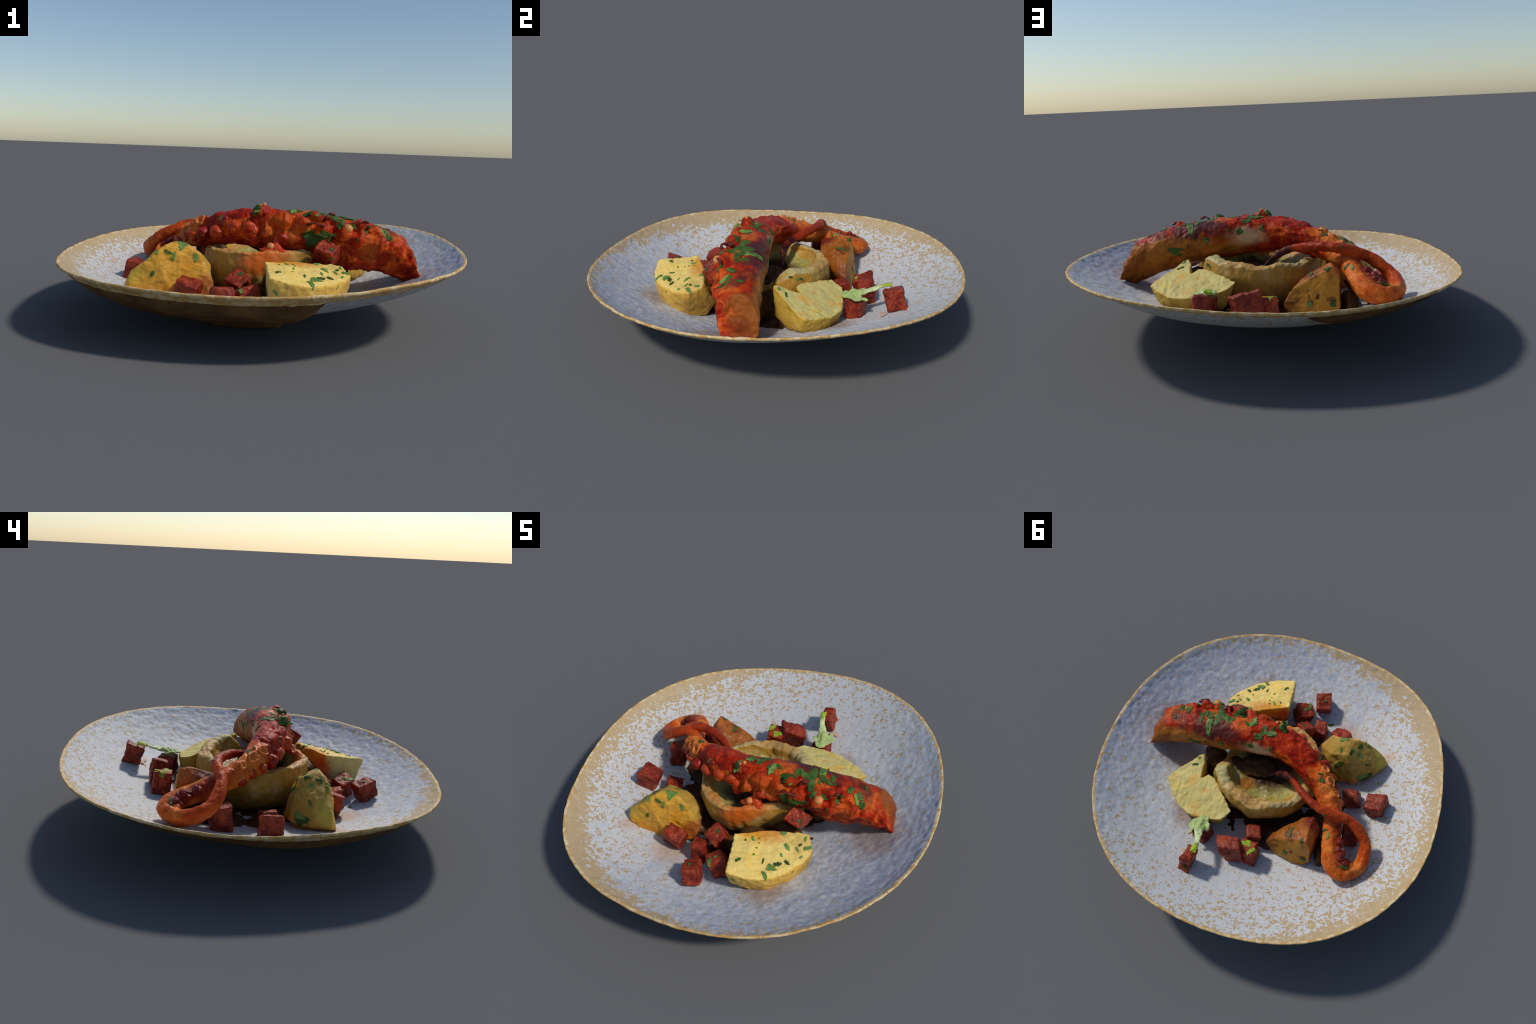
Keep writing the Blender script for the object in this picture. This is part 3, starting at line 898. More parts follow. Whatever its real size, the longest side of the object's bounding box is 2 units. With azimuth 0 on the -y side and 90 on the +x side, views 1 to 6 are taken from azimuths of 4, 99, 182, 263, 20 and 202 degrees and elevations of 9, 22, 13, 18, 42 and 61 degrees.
    c_ = m.mix(m.math("MULTIPLY", m.step(m.noise(22, 5, 0.7, 0.5, seed=15.0), 0.58, 0.70), .7), c_, lin(88, 22, 14))
    c_ = m.mix(m.math("MULTIPLY", m.step(m.noise(28, 5, 0.7, 0.4, seed=16.0), 0.60, 0.72), .6), c_, lin(228, 112, 40))
    fl = m.step(m.noise(60, 3, 0.6, seed=9.0), 0.68, 0.73)
    c_ = m.mix(m.math("MULTIPLY", fl, .6), c_, lin(220, 120, 50))
    nb = m.bump(m.noise(26, 5, 0.65), 0.55, 0.012)
    nb = m.bump(m.noise(90, 3, 0.6), 0.25, 0.004, nb)
    mat = m.done(c_, nb, coat=0.12, sss=0.04, tint=(1, .55, .38, 1))
    ob = add_mesh("arm", Vv, Ff, oa, mat)
    return ob, (s, c, o)


tentacle = bpy.data.objects.new("octopus_tentacle", None)
SC.objects.link(tentacle)
tentacle.location = oa
tentacle["label"] = "grilled octopus tentacle in red sauce, curled thin tip"
tentacle["category"] = "seafood"
arm, (arm_s, arm_c, arm_o) = build_arm()
arm.parent = tentacle
arm.location = (0, 0, 0)
targets["arm"] = arm

# suckers: knobs with a rim and a shallow cup
sk_m = Mat("sauced_sucker", (0, 0, 0), 0.26)
ca = sk_m.mix(sk_m.noise(40, 4, 0.6), lin(112, 12, 8), lin(168, 36, 14))
ca = sk_m.mix(sk_m.step(sk_m.n.new("ShaderNodeObjectInfo").outputs["Random"], 0.35, 0.95, 0, .65), ca, lin(196, 72, 24))
cupm = Mat("sucker_cup", (0, 0, 0), 0.3)
cc = cupm.mix(cupm.noise(28, 4, 0.6), lin(196, 74, 22), lin(222, 136, 56))
sucker_cup_mat = cupm.done(cc, cupm.bump(cupm.noise(60, 4, 0.6), 0.4, 0.006), coat=0.5, sss=0.1)
dkm = Mat("charred_sucker", (0, 0, 0), 0.3)
cc = dkm.mix(dkm.noise(36, 4, 0.6), lin(70, 16, 16), lin(150, 44, 28))
sucker_dark_mat = dkm.done(cc, dkm.bump(dkm.noise(60, 4, 0.6), 0.5, 0.006), coat=0.5)
sucker_mat = sk_m.done(ca, sk_m.bump(sk_m.noise(60, 4, 0.6), 0.4, 0.006), coat=0.5, sss=0.08)


def build_sucker(p, r, d, cup):
    """a stubby knob; cup > 0 sinks a round hollow with a raised rim into its end"""
    if cup:
        prof = [(0.95, -.6), (0.98, -0.2), (1.0, 0.05), (0.97, 0.20), (0.86, 0.27), (0.72, 0.22), (0.58, 0.05), (0.40, -0.08), (0.20, -0.14)]
    else:
        prof = [(0.80, -1.3), (0.82, -0.8), (0.88, -0.3), (0.96, 0.0), (0.98, 0.25), (0.92, 0.50), (0.78, 0.70), (0.58, 0.80), (0.36, 0.80), (0.16, 0.76)]
    n = 36
    z = Vector(d).normalized()
    x = z.orthogonal().normalized()
    y = z.cross(x)
    V, F = [], []
    for a, h in prof:
        for i in range(n):
            t = 2 * math.pi * i / n
            w = 1 + 0.08 * math.sin(2 * t + p[0] * 40) + 0.04 * math.sin(3 * t + p[1] * 90)
            V.append(Vector(p) + (x * math.cos(t) + y * math.sin(t)) * (a * r * w) + z * (h * r))
    for j in range(len(prof) - 1):
        for i in range(n):
            a, b = j * n + i, j * n + (i + 1) % n
            F.append((a, a + 0, b, b + n, a + n)[1:] if False else (a, b, b + n, a + n))
    F.append(tuple(range(n))[::-1])
    F.append(tuple(range((len(prof) - 1) * n, len(prof) * n)))
    Vv, Nn, Ff = remeshed(V, F, 0.0036, 5)
    Vv = Vv + Nn * (fbm(Vv, 28, 3, 5) * 0.0055)[:, None]
    return add_mesh("sucker", Vv, Ff, p, sucker_cup_mat if cup else sucker_mat, tentacle)


for (x, y, z, r) in KNOBS:
    q = np.array((x, y, z))
    k = ((arm_c - q) ** 2).sum(1).argmin()
    d = q - arm_c[k]
    d = d / np.linalg.norm(d)
    build_sucker(tuple(q - d * r * 0.75), r, d, False)
for (x, y, z, r) in CUPS:
    q = np.array((x, y, z))
    k = ((arm_c - q) ** 2).sum(1).argmin()
    d = q - arm_c[k]
    d = d / np.linalg.norm(d)
    hit = BVHTree.FromPolygons([Vector(v.co) + arm.location + tentacle.location for v in arm.data.vertices], [tuple(p.vertices) for p in arm.data.polygons]).ray_cast(Vector(q + d * .1), -Vector(d))
    s_ = hit[0] if hit[0] is not None else Vector(q)
    build_sucker(tuple(s_ + Vector(d) * r * 0.10), r * .9, d, True)
# shrivelled dark suckers in the loop
rg = np.random.default_rng(5)
for st in np.arange(8.9, 11.5, 0.21):
    k = int(np.searchsorted(arm_s, st))
    up = Vector((0, 0, 1))
    for sgn in (-1, 1):
        d = Vector(arm_o[k]) + up * (0.25 + 0.45 * sgn)
        d.normalize()
        q = Vector(arm_c[k]) + Vector(arm_o[k]) * 0.044 + d * (0.016 + 0.012 * rg.random()) + Vector(rg.uniform(-.008, .008, 3))
        rr = rg.uniform(.009, .021)
        Vv, Ff = ellipsoid(q, (rr * rg.uniform(.8, 1.4), rr, rr * rg.uniform(.7, 1)), 18, 12)
        Vv = np.array(Vv)
        nn = (Vv - np.array(q)) / (np.linalg.norm(Vv - np.array(q), axis=1)[:, None] + 1e-9)
        Vv = Vv + nn * (fbm(Vv, 45, 3, int(st * 100)) * .006)[:, None]
        add_mesh("sucker", Vv, Ff, tuple(q), sucker_dark_mat, tentacle)


# low dark brown mound filling the gaps between the pieces
def build_gap_fill():
    nt, nr = 180, 60
    th = np.linspace(0, 2 * np.pi, nt, endpoint=False)
    top = [(0.0, 0.0)]
    for r in np.linspace(0.01, 0.52, nr):
        top += [(r * math.cos(a), r * math.sin(a)) for a in th]
    P = np.array(top)
    hgt = np.full(len(P), -0.006)
    for (x, y, r, k) in ((-.26, -.19, .10, .05), (0, 0, .24, .04), (.0, -.36, .07, .035), (.16, -.31, .08, .09), (-.10, .30, .09, .045), (-.33, .15, .10, .05),
                         (.33, .09, .09, .08), (-.36, -.02, .08, .03), (-.13, -.40, .06, .035), (-.44, .25, .10, .05)):
        d = np.hypot(P[:, 0] - x, P[:, 1] - y) / r * (1 + 0.3 * fbm(np.c_[P, 0 * P[:, 0]], 14, 3, 112))
        hgt = np.maximum(hgt, -0.006 + k * np.exp(-d * d * 1.4) * 1.15)
    z0 = plate_z(P[:, 0], P[:, 1])
    P3 = np.c_[P, z0 + hgt]
    P3[:, 2] += fbm(P3, 22, 3, 111) * 0.006 * sstep(0, .03, hgt)
    Bt = np.c_[P, z0 - 0.009]
    V = np.concatenate([P3, Bt])
    n1 = len(P3)
    F = []
    for i in range(nt):
        F.append((0, 1 + i, 1 + (i + 1) % nt))
        F.append((n1, n1 + 1 + (i + 1) % nt, n1 + 1 + i))
    for j in range(nr - 1):
        for i in range(nt):
            a, b = 1 + j * nt + i, 1 + j * nt + (i + 1) % nt
            F.append((a, a + nt, b + nt, b))
            F.append((n1 + a, n1 + b, n1 + b + nt, n1 + a + nt))
    e = 1 + (nr - 1) * nt
    for i in range(nt):
        a, b = e + i, e + (i + 1) % nt
        F.append((a, n1 + a, n1 + b, b))
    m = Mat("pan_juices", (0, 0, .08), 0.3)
    c = m.mix(m.noise(14, 5, .65), lin(52, 30, 16), lin(92, 54, 28))
    c = m.mix(m.step(m.noise(24, 4, .6, seed=2.0), .55, .7), c, lin(60, 20, 14))
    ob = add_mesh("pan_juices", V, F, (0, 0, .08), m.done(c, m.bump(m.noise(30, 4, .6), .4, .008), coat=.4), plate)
    ob["kind"] = "stuff"
    return ob


build_gap_fill()

# dark brown lumps under the arm, in the cup and between the pieces
cl = [ellipsoid((.26, -.265, .21), (.08, .05, .09)), ellipsoid((.13, -.335, .20), (.11, .05, .08)), ellipsoid((-.02, -.355, .14), (.09, .05, .07)), ellipsoid((.09, -.01, .28), (.12, .075, .034)),
      ellipsoid((.20, .01, .265), (.08, .06, .040)), ellipsoid((.33, .03, .21), (.06, .06, .08)), ellipsoid((.36, -.04, .22), (.07, .05, .07)), ellipsoid((-.425, .345, .165), (.045, .075, .075))]
Vv, Nn, Ff = remeshed(*join(cl), .006, 4)
Vv = rest(Vv + Nn * (fbm(Vv, 16, 4, 121) * .012)[:, None])
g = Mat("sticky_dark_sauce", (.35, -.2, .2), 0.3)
c_ = g.mix(g.noise(16, 5, .65), lin(48, 28, 12), lin(98, 62, 26))
c_ = g.mix(g.step(g.noise(20, 4, .6, seed=3.0), .58, .70), c_, lin(58, 60, 20))
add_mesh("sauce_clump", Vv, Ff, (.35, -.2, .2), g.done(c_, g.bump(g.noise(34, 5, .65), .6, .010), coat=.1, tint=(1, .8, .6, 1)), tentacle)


# ------------------------------------------------------------------ parsley
def green(name, d1, d2, vein):
    g = Mat(name, rough=0.36)
    c = g.mix(g.noise(40, 3, 0.6), lin(*d1), lin(*d2))
    c = g.mix(g.math("MULTIPLY", g.n.new("ShaderNodeObjectInfo").outputs["Random"], 0.45), c, lin(*vein))
    w = g.n.new("ShaderNodeTexWave")
    w.bands_direction = "DIAGONAL"
    w.inputs["Scale"].default_value = 16
    w.inputs["Distortion"].default_value = 3
    g.link(g.co, w.inputs["Vector"])
    c = g.mix(g.math("MULTIPLY", g.step(w.outputs["Fac"], .70, 1.0), .22), c, lin(*vein))
    m = g.done(c, g.bump(w.outputs["Fac"], 0.25, 0.004), coat=0.15)
    tr = g.n.new("ShaderNodeBsdfTranslucent")
    g.link(c, tr.inputs["Color"])
    mx = g.n.new("ShaderNodeMixShader")
    mx.inputs[0].default_value = 0.15
    g.t.links.new(g.bsdf.outputs[0], mx.inputs[1])
    g.t.links.new(tr.outputs[0], mx.inputs[2])
    g.t.links.new(mx.outputs[0], g.n["Material Output"].inputs["Surface"])
    return m


parsley_dark = green("parsley_dark", (38, 60, 18), (66, 94, 34), (98, 128, 56))
parsley_mid = green("parsley_mid", (78, 116, 46), (116, 150, 70), (146, 174, 96))
parsley_bright = green("parsley_bright", (120, 148, 20), (160, 182, 40), (176, 196, 70))

_trees = {}


def surface(key):
    if key not in _trees:
        ob = plate if key == "plate" else targets[key]
        off = ob.location if ob.parent is None else ob.location + ob.parent.location
        _trees[key] = BVHTree.FromPolygons([v.co + off for v in ob.data.vertices], [tuple(p.vertices) for p in ob.data.polygons])
    return _trees[key]


def leaf_outline(kind, t, rg):
    """radius as a function of the angle; x is the long axis, half length 1"""
    if kind == "chip":
        k = rg.integers(4, 6)
        ph = rg.uniform(0, 6.28)
        a = (t + ph) % (2 * math.pi / k) - math.pi / k
        r = math.cos(math.pi / k) / np.cos(a)
        return 0.92 * r * (1 + 0.12 * np.sin(2 * t + ph)), 0.72
    if kind == "strip":
        r = 1 / np.maximum(np.abs(np.cos(t)), np.abs(np.sin(t))) ** 0.55
        return 0.95 * r * (1 + 0.10 * np.sin(3 * t + rg.uniform(0, 6)) + 0.05 * np.sin(7 * t)), 0.34
    if kind == "lobe":
        r = 0.78 + 0.16 * np.cos(t * 2) + 0.13 * np.cos(5 * t + rg.uniform(-.5, .5)) + 0.06 * np.sin(9 * t)
        return r, 0.68
    r = 0.72 + 0.10 * np.cos(t) + 0.20 * np.cos(3 * t + rg.uniform(-.3, .3)) + 0.07 * np.cos(9 * t) + 0.05 * np.cos(14 * t)
    return r, 0.80


def leaf(kind, key, p, L, w, no):
    rg = np.random.default_rng(900 + no)
    bv = surface(key)
    p = Vector(p)
    q, nrm, _, _ = bv.find_nearest(p)
    # average the normal a little so bumps do not tilt the leaf
    ns = Vector((0, 0, 0))
    w = Vector(w)
    for dx, dy in ((0, 0), (.35, 0), (-.35, 0), (0, .35), (0, -.35)):
        s = w * dx * L + nrm.cross(w) * dy * L
        h = bv.find_nearest(q + s)
        if h[0] is not None:
            ns += h[1]
    nrm = ns.normalized() if ns.length > 0 else nrm
    x = (w - nrm * w.dot(nrm)).normalized()
    y = nrm.cross(x)
    nr, na = (4, 26) if kind in ("chip", "strip") else (6, 40)
    t = np.linspace(0, 2 * math.pi, na, endpoint=False)
    r, asp = leaf_outline(kind, t, rg)
    asp *= rg.uniform(0.85, 1.15)
    top, hl = [], L * 0.5
    lift = 0.0028
    for j in range(nr + 1):
        k = j / nr
        for i in range(na if j else 1):
            a = x * (math.cos(t[i]) * r[i] * k * hl) + y * (math.sin(t[i]) * r[i] * k * hl * asp)
            o = q + a + nrm * 0.035
            h = bv.ray_cast(o, -nrm, 0.075)
            if h[0] is not None:
                b = h[0]
                d = (b - (q + a)).dot(nrm)
            else:
                d = -0.012 * k
            top.append([q + a, d])
    # leaves bridge small hollows instead of falling into them
    mx = max(d for _, d in top)
    V = []
    curl = rg.uniform(-1, 1) * 0.05 * L
    for n_, (a, d) in enumerate(top):
        k = 0 if n_ == 0 else ((n_ - 1) // na + 1) / nr
        d = max(d, -0.35 * L)
        fold = -abs((a - q).dot(y)) * 0.10 if kind == "leaf" else 0
        V.append(a + nrm * (d + lift + fold + max(0, curl) * k * k * k))
    n1 = len(V)
    V += [v - nrm * 0.0035 for v in V]
    F = []
    for i in range(na):
        F.append((0, 1 + i, 1 + (i + 1) % na))
        F.append((n1, n1 + 1 + (i + 1) % na, n1 + 1 + i))
    for j in range(1, nr):
        for i in range(na):
            a, b = 1 + (j - 1) * na + i, 1 + (j - 1) * na + (i + 1) % na
            F.append((a, a + na, b + na, b))
            F.append((n1 + a, n1 + b, n1 + b + na, n1 + a + na))
    e = 1 + (nr - 1) * na
    for i in range(na):
        a, b = e + i, e + (i + 1) % na
        F.append((a, n1 + a, n1 + b, b))
    if key == "cube_l":
        mat = parsley_bright
    elif key in ("p1", "p2", "cube_g", "cube_f"):
        mat = parsley_mid if no % 3 else parsley_dark
    else:
        mat = parsley_dark if no % 5 else parsley_mid
    par = plate if key == "plate" else tentacle if key == "arm" else targets[key]
    return add_mesh("parsley_leaf", V, F, tuple(q), mat, par)


# shape, what it lies on, place, length, direction of the long axis
LEAVES = [
    ("leaf", "p2", -0.451, -0.295, 0.351, 0.047, 0.12, 0.77, 0.62),
    ("leaf", "p2", -0.358, -0.307, 0.374, 0.072, 0.84, 0.53, 0.10),
    ("strip", "p2", -0.470, -0.339, 0.340, 0.032, -0.00, 0.67, 0.74),
    ("strip", "p2", -0.418, -0.338, 0.340, 0.041, 0.91, -0.18, -0.37),
    ("strip", "p2", -0.391, -0.343, 0.323, 0.049, 0.27, 0.21, 0.94),
    ("lobe", "p2", -0.290, -0.331, 0.321, 0.044, 0.11, 0.07, -0.99),
    ("chip", "p2", -0.486, -0.362, 0.238, 0.034, 0.69, -0.13, 0.71),
    ("chip", "p2", -0.418, -0.259, 0.361, 0.020, 0.90, 0.41, -0.14),
    ("lobe", "p2", -0.351, -0.240, 0.351, 0.032, -0.08, -0.78, 0.62),
    ("lobe", "p2", -0.413, -0.244, 0.357, 0.049, -0.21, -0.93, 0.31),
    ("chip", "p2", -0.319, -0.210, 0.320, 0.028, -0.97, 0.17, -0.17),
    ("lobe", "p2", -0.461, -0.256, 0.325, 0.045, -0.80, 0.08, -0.59),
    ("lobe", "p2", -0.358, -0.182, 0.276, 0.077, -0.67, -0.44, 0.59),
    ("chip", "p2", -0.430, -0.199, 0.296, 0.019, -0.89, -0.42, -0.19),
    ("strip", "p2", -0.523, -0.246, 0.251, 0.034, -0.82, -0.47, -0.31),
    ("leaf", "p2", -0.518, -0.199, 0.168, 0.103, -0.75, -0.57, 0.35),
    ("strip", "p2", -0.495, -0.325, 0.328, 0.040, -0.67, 0.11, -0.73),
    ("leaf", "p2", -0.499, -0.190, 0.181, 0.087, -0.73, -0.68, 0.07),
    ("strip", "p2", -0.511, -0.242, 0.263, 0.032, -0.60, -0.43, -0.67),
    ("chip", "p2", -0.558, -0.231, 0.165, 0.024, -0.45, -0.72, 0.52),
    ("strip", "p2", -0.565, -0.258, 0.211, 0.015, 0.33, -0.17, 0.93),
    ("lobe", "p2", -0.360, -0.184, 0.279, 0.019, -0.31, -0.86, -0.41),
    ("chip", "cube_c", -0.376, -0.409, 0.150, 0.023, -0.32, -0.94, 0.13),
    ("strip", "p1", 0.137, -0.436, 0.325, 0.033, 0.51, -0.82, -0.25),
    ("lobe", "p1", 0.107, -0.573, 0.314, 0.036, 0.63, 0.77, 0.08),
    ("chip", "p1", 0.169, -0.478, 0.314, 0.015, 0.96, 0.28, -0.00),
    ("chip", "p1", 0.166, -0.516, 0.306, 0.018, 0.56, 0.79, -0.26),
    ("strip", "p1", 0.219, -0.533, 0.293, 0.032, -0.06, 0.97, 0.22),
    ("chip", "p1", 0.173, -0.452, 0.322, 0.013, 0.75, 0.66, 0.02),
    ("chip", "p1", 0.166, -0.426, 0.324, 0.013, 0.70, 0.66, 0.25),
    ("chip", "p1", 0.105, -0.455, 0.324, 0.018, 0.01, 0.99, -0.17),
    ("lobe", "p1", 0.308, -0.425, 0.307, 0.045, 0.69, -0.64, -0.33),
    ("lobe", "p1", 0.355, -0.415, 0.292, 0.027, 0.69, -0.61, -0.39),
    ("chip", "p1", 0.365, -0.391, 0.302, 0.025, 0.51, 0.85, 0.14),
    ("strip", "p1", 0.403, -0.390, 0.288, 0.050, 0.75, 0.65, -0.11),
    ("chip", "p1", 0.294, -0.474, 0.296, 0.023, 0.53, -0.58, -0.62),
    ("lobe", "p1", 0.329, -0.502, 0.282, 0.033, 0.85, -0.42, -0.31),
    ("lobe", "p1", 0.384, -0.447, 0.280, 0.023, 0.58, 0.75, 0.32),
    ("leaf", "p1", 0.263, -0.555, 0.284, 0.061, 0.99, -0.03, -0.16),
    ("lobe", "p1", 0.289, -0.527, 0.286, 0.044, 0.82, 0.56, -0.11),
    ("strip", "p1", 0.248, -0.600, 0.275, 0.049, 0.54, -0.60, -0.60),
    ("strip", "p1", 0.379, -0.350, 0.304, 0.033, -0.06, 1.00, 0.07),
    ("lobe", "plate", 0.330, -0.146, 0.114, 0.042, 0.49, -0.87, 0.10),
    ("strip", "p1", 0.364, -0.522, 0.250, 0.015, 0.31, 0.76, 0.57),
    ("strip", "p1", 0.100, -0.640, 0.239, 0.030, 0.63, 0.17, -0.76),
    ("lobe", "arm", 0.144, -0.128, 0.537, 0.051, 0.67, 0.74, 0.06),
    ("lobe", "arm", 0.179, -0.122, 0.536, 0.041, 0.85, -0.52, -0.08),
    ("leaf", "arm", 0.233, -0.181, 0.541, 0.097, 0.84, 0.50, 0.24),
    ("leaf", "arm", 0.288, -0.122, 0.529, 0.095, 0.93, -0.31, 0.21),
    ("leaf", "arm", 0.349, -0.127, 0.519, 0.132, 0.05, 0.99, -0.14),
    ("strip", "arm", 0.390, -0.059, 0.507, 0.113, -0.20, 0.94, -0.29),
    ("lobe", "arm", 0.417, -0.123, 0.507, 0.077, 0.83, -0.56, 0.07),
    ("lobe", "arm", 0.452, -0.095, 0.502, 0.055, -0.10, 0.98, 0.18),
    ("lobe", "arm", 0.468, -0.122, 0.494, 0.032, 0.51, -0.84, -0.18),
    ("strip", "arm", 0.443, -0.136, 0.498, 0.041, 0.54, 0.48, -0.70),
    ("chip", "arm", 0.266, -0.220, 0.530, 0.026, 0.84, 0.48, 0.26),
    ("lobe", "arm", 0.392, -0.140, 0.507, 0.035, 0.18, 0.97, 0.18),
    ("leaf", "arm", 0.247, -0.210, 0.422, 0.136, 0.92, 0.10, 0.38),
    ("lobe", "arm", 0.311, -0.249, 0.446, 0.057, 0.85, 0.38, -0.36),
    ("lobe", "arm", 0.380, -0.230, 0.496, 0.054, 0.60, 0.10, 0.79),
    ("lobe", "arm", 0.436, -0.217, 0.485, 0.040, 0.66, -0.68, -0.31),
    ("lobe", "arm", 0.331, -0.227, 0.425, 0.045, 0.37, 0.25, 0.90),
    ("lobe", "arm", 0.495, -0.200, 0.463, 0.049, 0.52, -0.81, -0.27),
    ("chip", "arm", 0.515, -0.187, 0.482, 0.027, -0.04, 0.81, 0.58),
    ("lobe", "arm", 0.599, -0.138, 0.454, 0.057, 0.52, -0.30, -0.80),
    ("lobe", "arm", 0.548, -0.139, 0.481, 0.045, 0.35, 0.93, 0.15),
    ("strip", "arm", 0.616, -0.084, 0.463, 0.033, 0.59, -0.79, 0.18),
    ("lobe", "arm", 0.360, -0.178, 0.506, 0.090, -0.18, 0.89, -0.41),
    ("strip", "arm", 0.459, -0.245, 0.426, 0.024, 0.08, 0.13, 0.99),
    ("strip", "arm", -0.034, -0.167, 0.549, 0.057, 0.66, 0.47, 0.59),
    ("lobe", "arm", 0.017, -0.109, 0.538, 0.045, 1.00, -0.05, 0.06),
    ("lobe", "arm", 0.072, -0.112, 0.536, 0.064, -0.05, 0.98, -0.22),
    ("lobe", "arm", 0.131, -0.136, 0.536, 0.033, 0.54, 0.78, 0.30),
    ("strip", "arm", 0.087, -0.063, 0.519, 0.049, 0.94, 0.25, -0.21),
    ("strip", "arm", -0.302, 0.018, 0.477, 0.031, 0.96, 0.28, -0.01),
    ("strip", "arm", -0.282, -0.110, 0.407, 0.042, 0.24, 0.01, 0.97),
    ("chip", "arm", 0.615, -0.164, 0.426, 0.059, 0.09, -0.85, -0.52),
    ("strip", "arm", 0.543, -0.128, 0.484, 0.046, -0.30, -0.94, -0.16),
    ("strip", "arm", 0.616, -0.077, 0.461, 0.029, 0.28, -0.96, -0.02),
    ("strip", "arm", 0.390, -0.065, 0.509, 0.076, -0.13, -0.90, 0.41),
    ("lobe", "arm", 0.148, -0.148, 0.530, 0.068, -0.23, -0.97, -0.06),
    ("leaf", "arm", 0.096, -0.071, 0.524, 0.068, -0.80, -0.56, 0.21),
    ("lobe", "arm", 0.044, -0.098, 0.536, 0.061, -0.94, 0.32, 0.15),
    ("chip", "arm", 0.012, -0.099, 0.537, 0.034, -0.97, -0.07, -0.25),
    ("chip", "arm", 0.078, -0.128, 0.540, 0.032, -0.74, 0.64, -0.21),
    ("leaf", "arm", -0.030, -0.166, 0.552, 0.103, -0.01, -0.94, -0.34),
    ("strip", "arm", 0.474, 0.005, 0.386, 0.079, -0.79, -0.31, -0.53),
    ("chip", "arm", 0.186, -0.020, 0.489, 0.023, -0.91, 0.03, -0.42),
    ("chip", "arm", 0.125, -0.025, 0.480, 0.054, -0.32, -0.12, 0.94),
    ("chip", "arm", 0.247, -0.031, 0.509, 0.018, 0.08, -0.81, 0.58),
    ("chip", "arm", 0.305, -0.000, 0.439, 0.030, -0.95, -0.17, 0.25),
    ("lobe", "arm", 0.007, -0.029, 0.485, 0.032, -0.61, 0.36, -0.71),
    ("chip", "arm", -0.317, 0.043, 0.458, 0.033, -0.22, -0.89, 0.40),
    ("chip", "arm", -0.189, -0.017, 0.503, 0.015, -0.69, -0.51, 0.51),
    ("lobe", "arm", 0.025, -0.135, 0.542, 0.041, -0.45, -0.48, 0.75),
    ("strip", "arm", -0.441, 0.299, 0.342, 0.043, 0.04, -0.93, 0.36),
    ("strip", "arm", -0.414, 0.273, 0.340, 0.038, -0.68, -0.22, 0.70),
    ("strip", "arm", -0.574, 0.422, 0.289, 0.048, -0.77, -0.13, -0.62),
    ("chip", "plate", -0.648, 0.429, 0.196, 0.033, -0.94, -0.25, 0.21),
    ("strip", "arm", -0.392, 0.230, 0.430, 0.029, -0.75, -0.10, 0.65),
    ("chip", "p3", 0.415, 0.075, 0.346, 0.033, -0.58, -0.66, 0.47),
    ("strip", "p3", 0.428, 0.114, 0.325, 0.040, -0.85, -0.16, 0.50),
    ("lobe", "p4", -0.242, 0.324, 0.331, 0.033, -0.46, -0.89, -0.04),
    ("lobe", "p4", -0.242, 0.351, 0.328, 0.042, -0.20, -0.95, 0.24),
    ("lobe", "p4", -0.319, 0.383, 0.360, 0.037, -0.07, -0.82, 0.57),
    ("chip", "p4", -0.227, 0.417, 0.196, 0.035, -0.97, 0.12, 0.23),
    ("chip", "p4", -0.338, 0.420, 0.195, 0.041, -0.96, 0.25, 0.10),
    ("chip", "p4", -0.232, 0.415, 0.204, 0.036, -0.97, 0.25, 0.04),
    ("chip", "p4", -0.342, 0.419, 0.211, 0.041, -0.94, 0.03, 0.33),
    ("lobe", "p4", -0.319, 0.382, 0.361, 0.039, -0.81, 0.53, 0.25),
    ("lobe", "cube_l", -0.069, 0.484, 0.261, 0.054, -0.73, -0.68, -0.10),
    ("strip", "cube_l", -0.071, 0.426, 0.234, 0.013, -0.94, -0.35, -0.06),
    ("chip", "cube_h", 0.338, -0.310, 0.384, 0.030, 0.88, 0.48, 0.02),
    ("lobe", "cube_h", 0.339, -0.323, 0.343, 0.029, 0.73, 0.59, 0.34),
    ("chip", "cube_g", -0.138, -0.611, 0.241, 0.026, 0.91, 0.38, -0.13),
    ("chip", "cube_f", -0.040, -0.521, 0.227, 0.031, 0.73, 0.68, -0.01),
    ("strip", "cube_f", -0.057, -0.556, 0.224, 0.059, -0.06, 0.96, -0.27),
    ("chip", "cube_e", -0.073, -0.383, 0.262, 0.030, 0.93, 0.22, 0.30),
    ("lobe", "plate", -0.679, 0.012, 0.153, 0.067, -0.20, -0.98, 0.07),
    ("chip", "cube_i", 0.242, 0.695, 0.269, 0.035, -0.91, -0.16, 0.39),
    ("lobe", "plate", -0.204, -0.528, 0.118, 0.045, -0.96, -0.27, 0.08),
    ("strip", "plate", 0.196, -0.628, 0.152, 0.034, 0.19, 0.97, -0.17),
    ("strip", "plate", 0.332, 0.380, 0.157, 0.046, -0.21, 0.97, 0.09),
    ("strip", "cup", 0.271, 0.167, 0.346, 0.026, -0.45, 0.70, -0.56),
    ("chip", "cup", 0.297, 0.117, 0.362, 0.025, 0.18, 0.98, -0.01),
    ("chip", "cup", 0.284, 0.152, 0.347, 0.023, -0.13, 0.61, -0.78),
    ("strip", "arm", 0.456, 0.006, 0.400, 0.060, -0.99, -0.14, -0.07),
    ("chip", "arm", 0.301, -0.002, 0.444, 0.044, -0.66, -0.26, 0.70),
    ("lobe", "arm", 0.010, -0.035, 0.495, 0.038, -0.52, -0.33, 0.79),
    ("strip", "arm", 0.403, 0.000, 0.412, 0.025, -0.23, -0.13, 0.97),
    ("strip", "arm", 0.582, -0.158, 0.449, 0.063, -0.36, 0.58, 0.73),
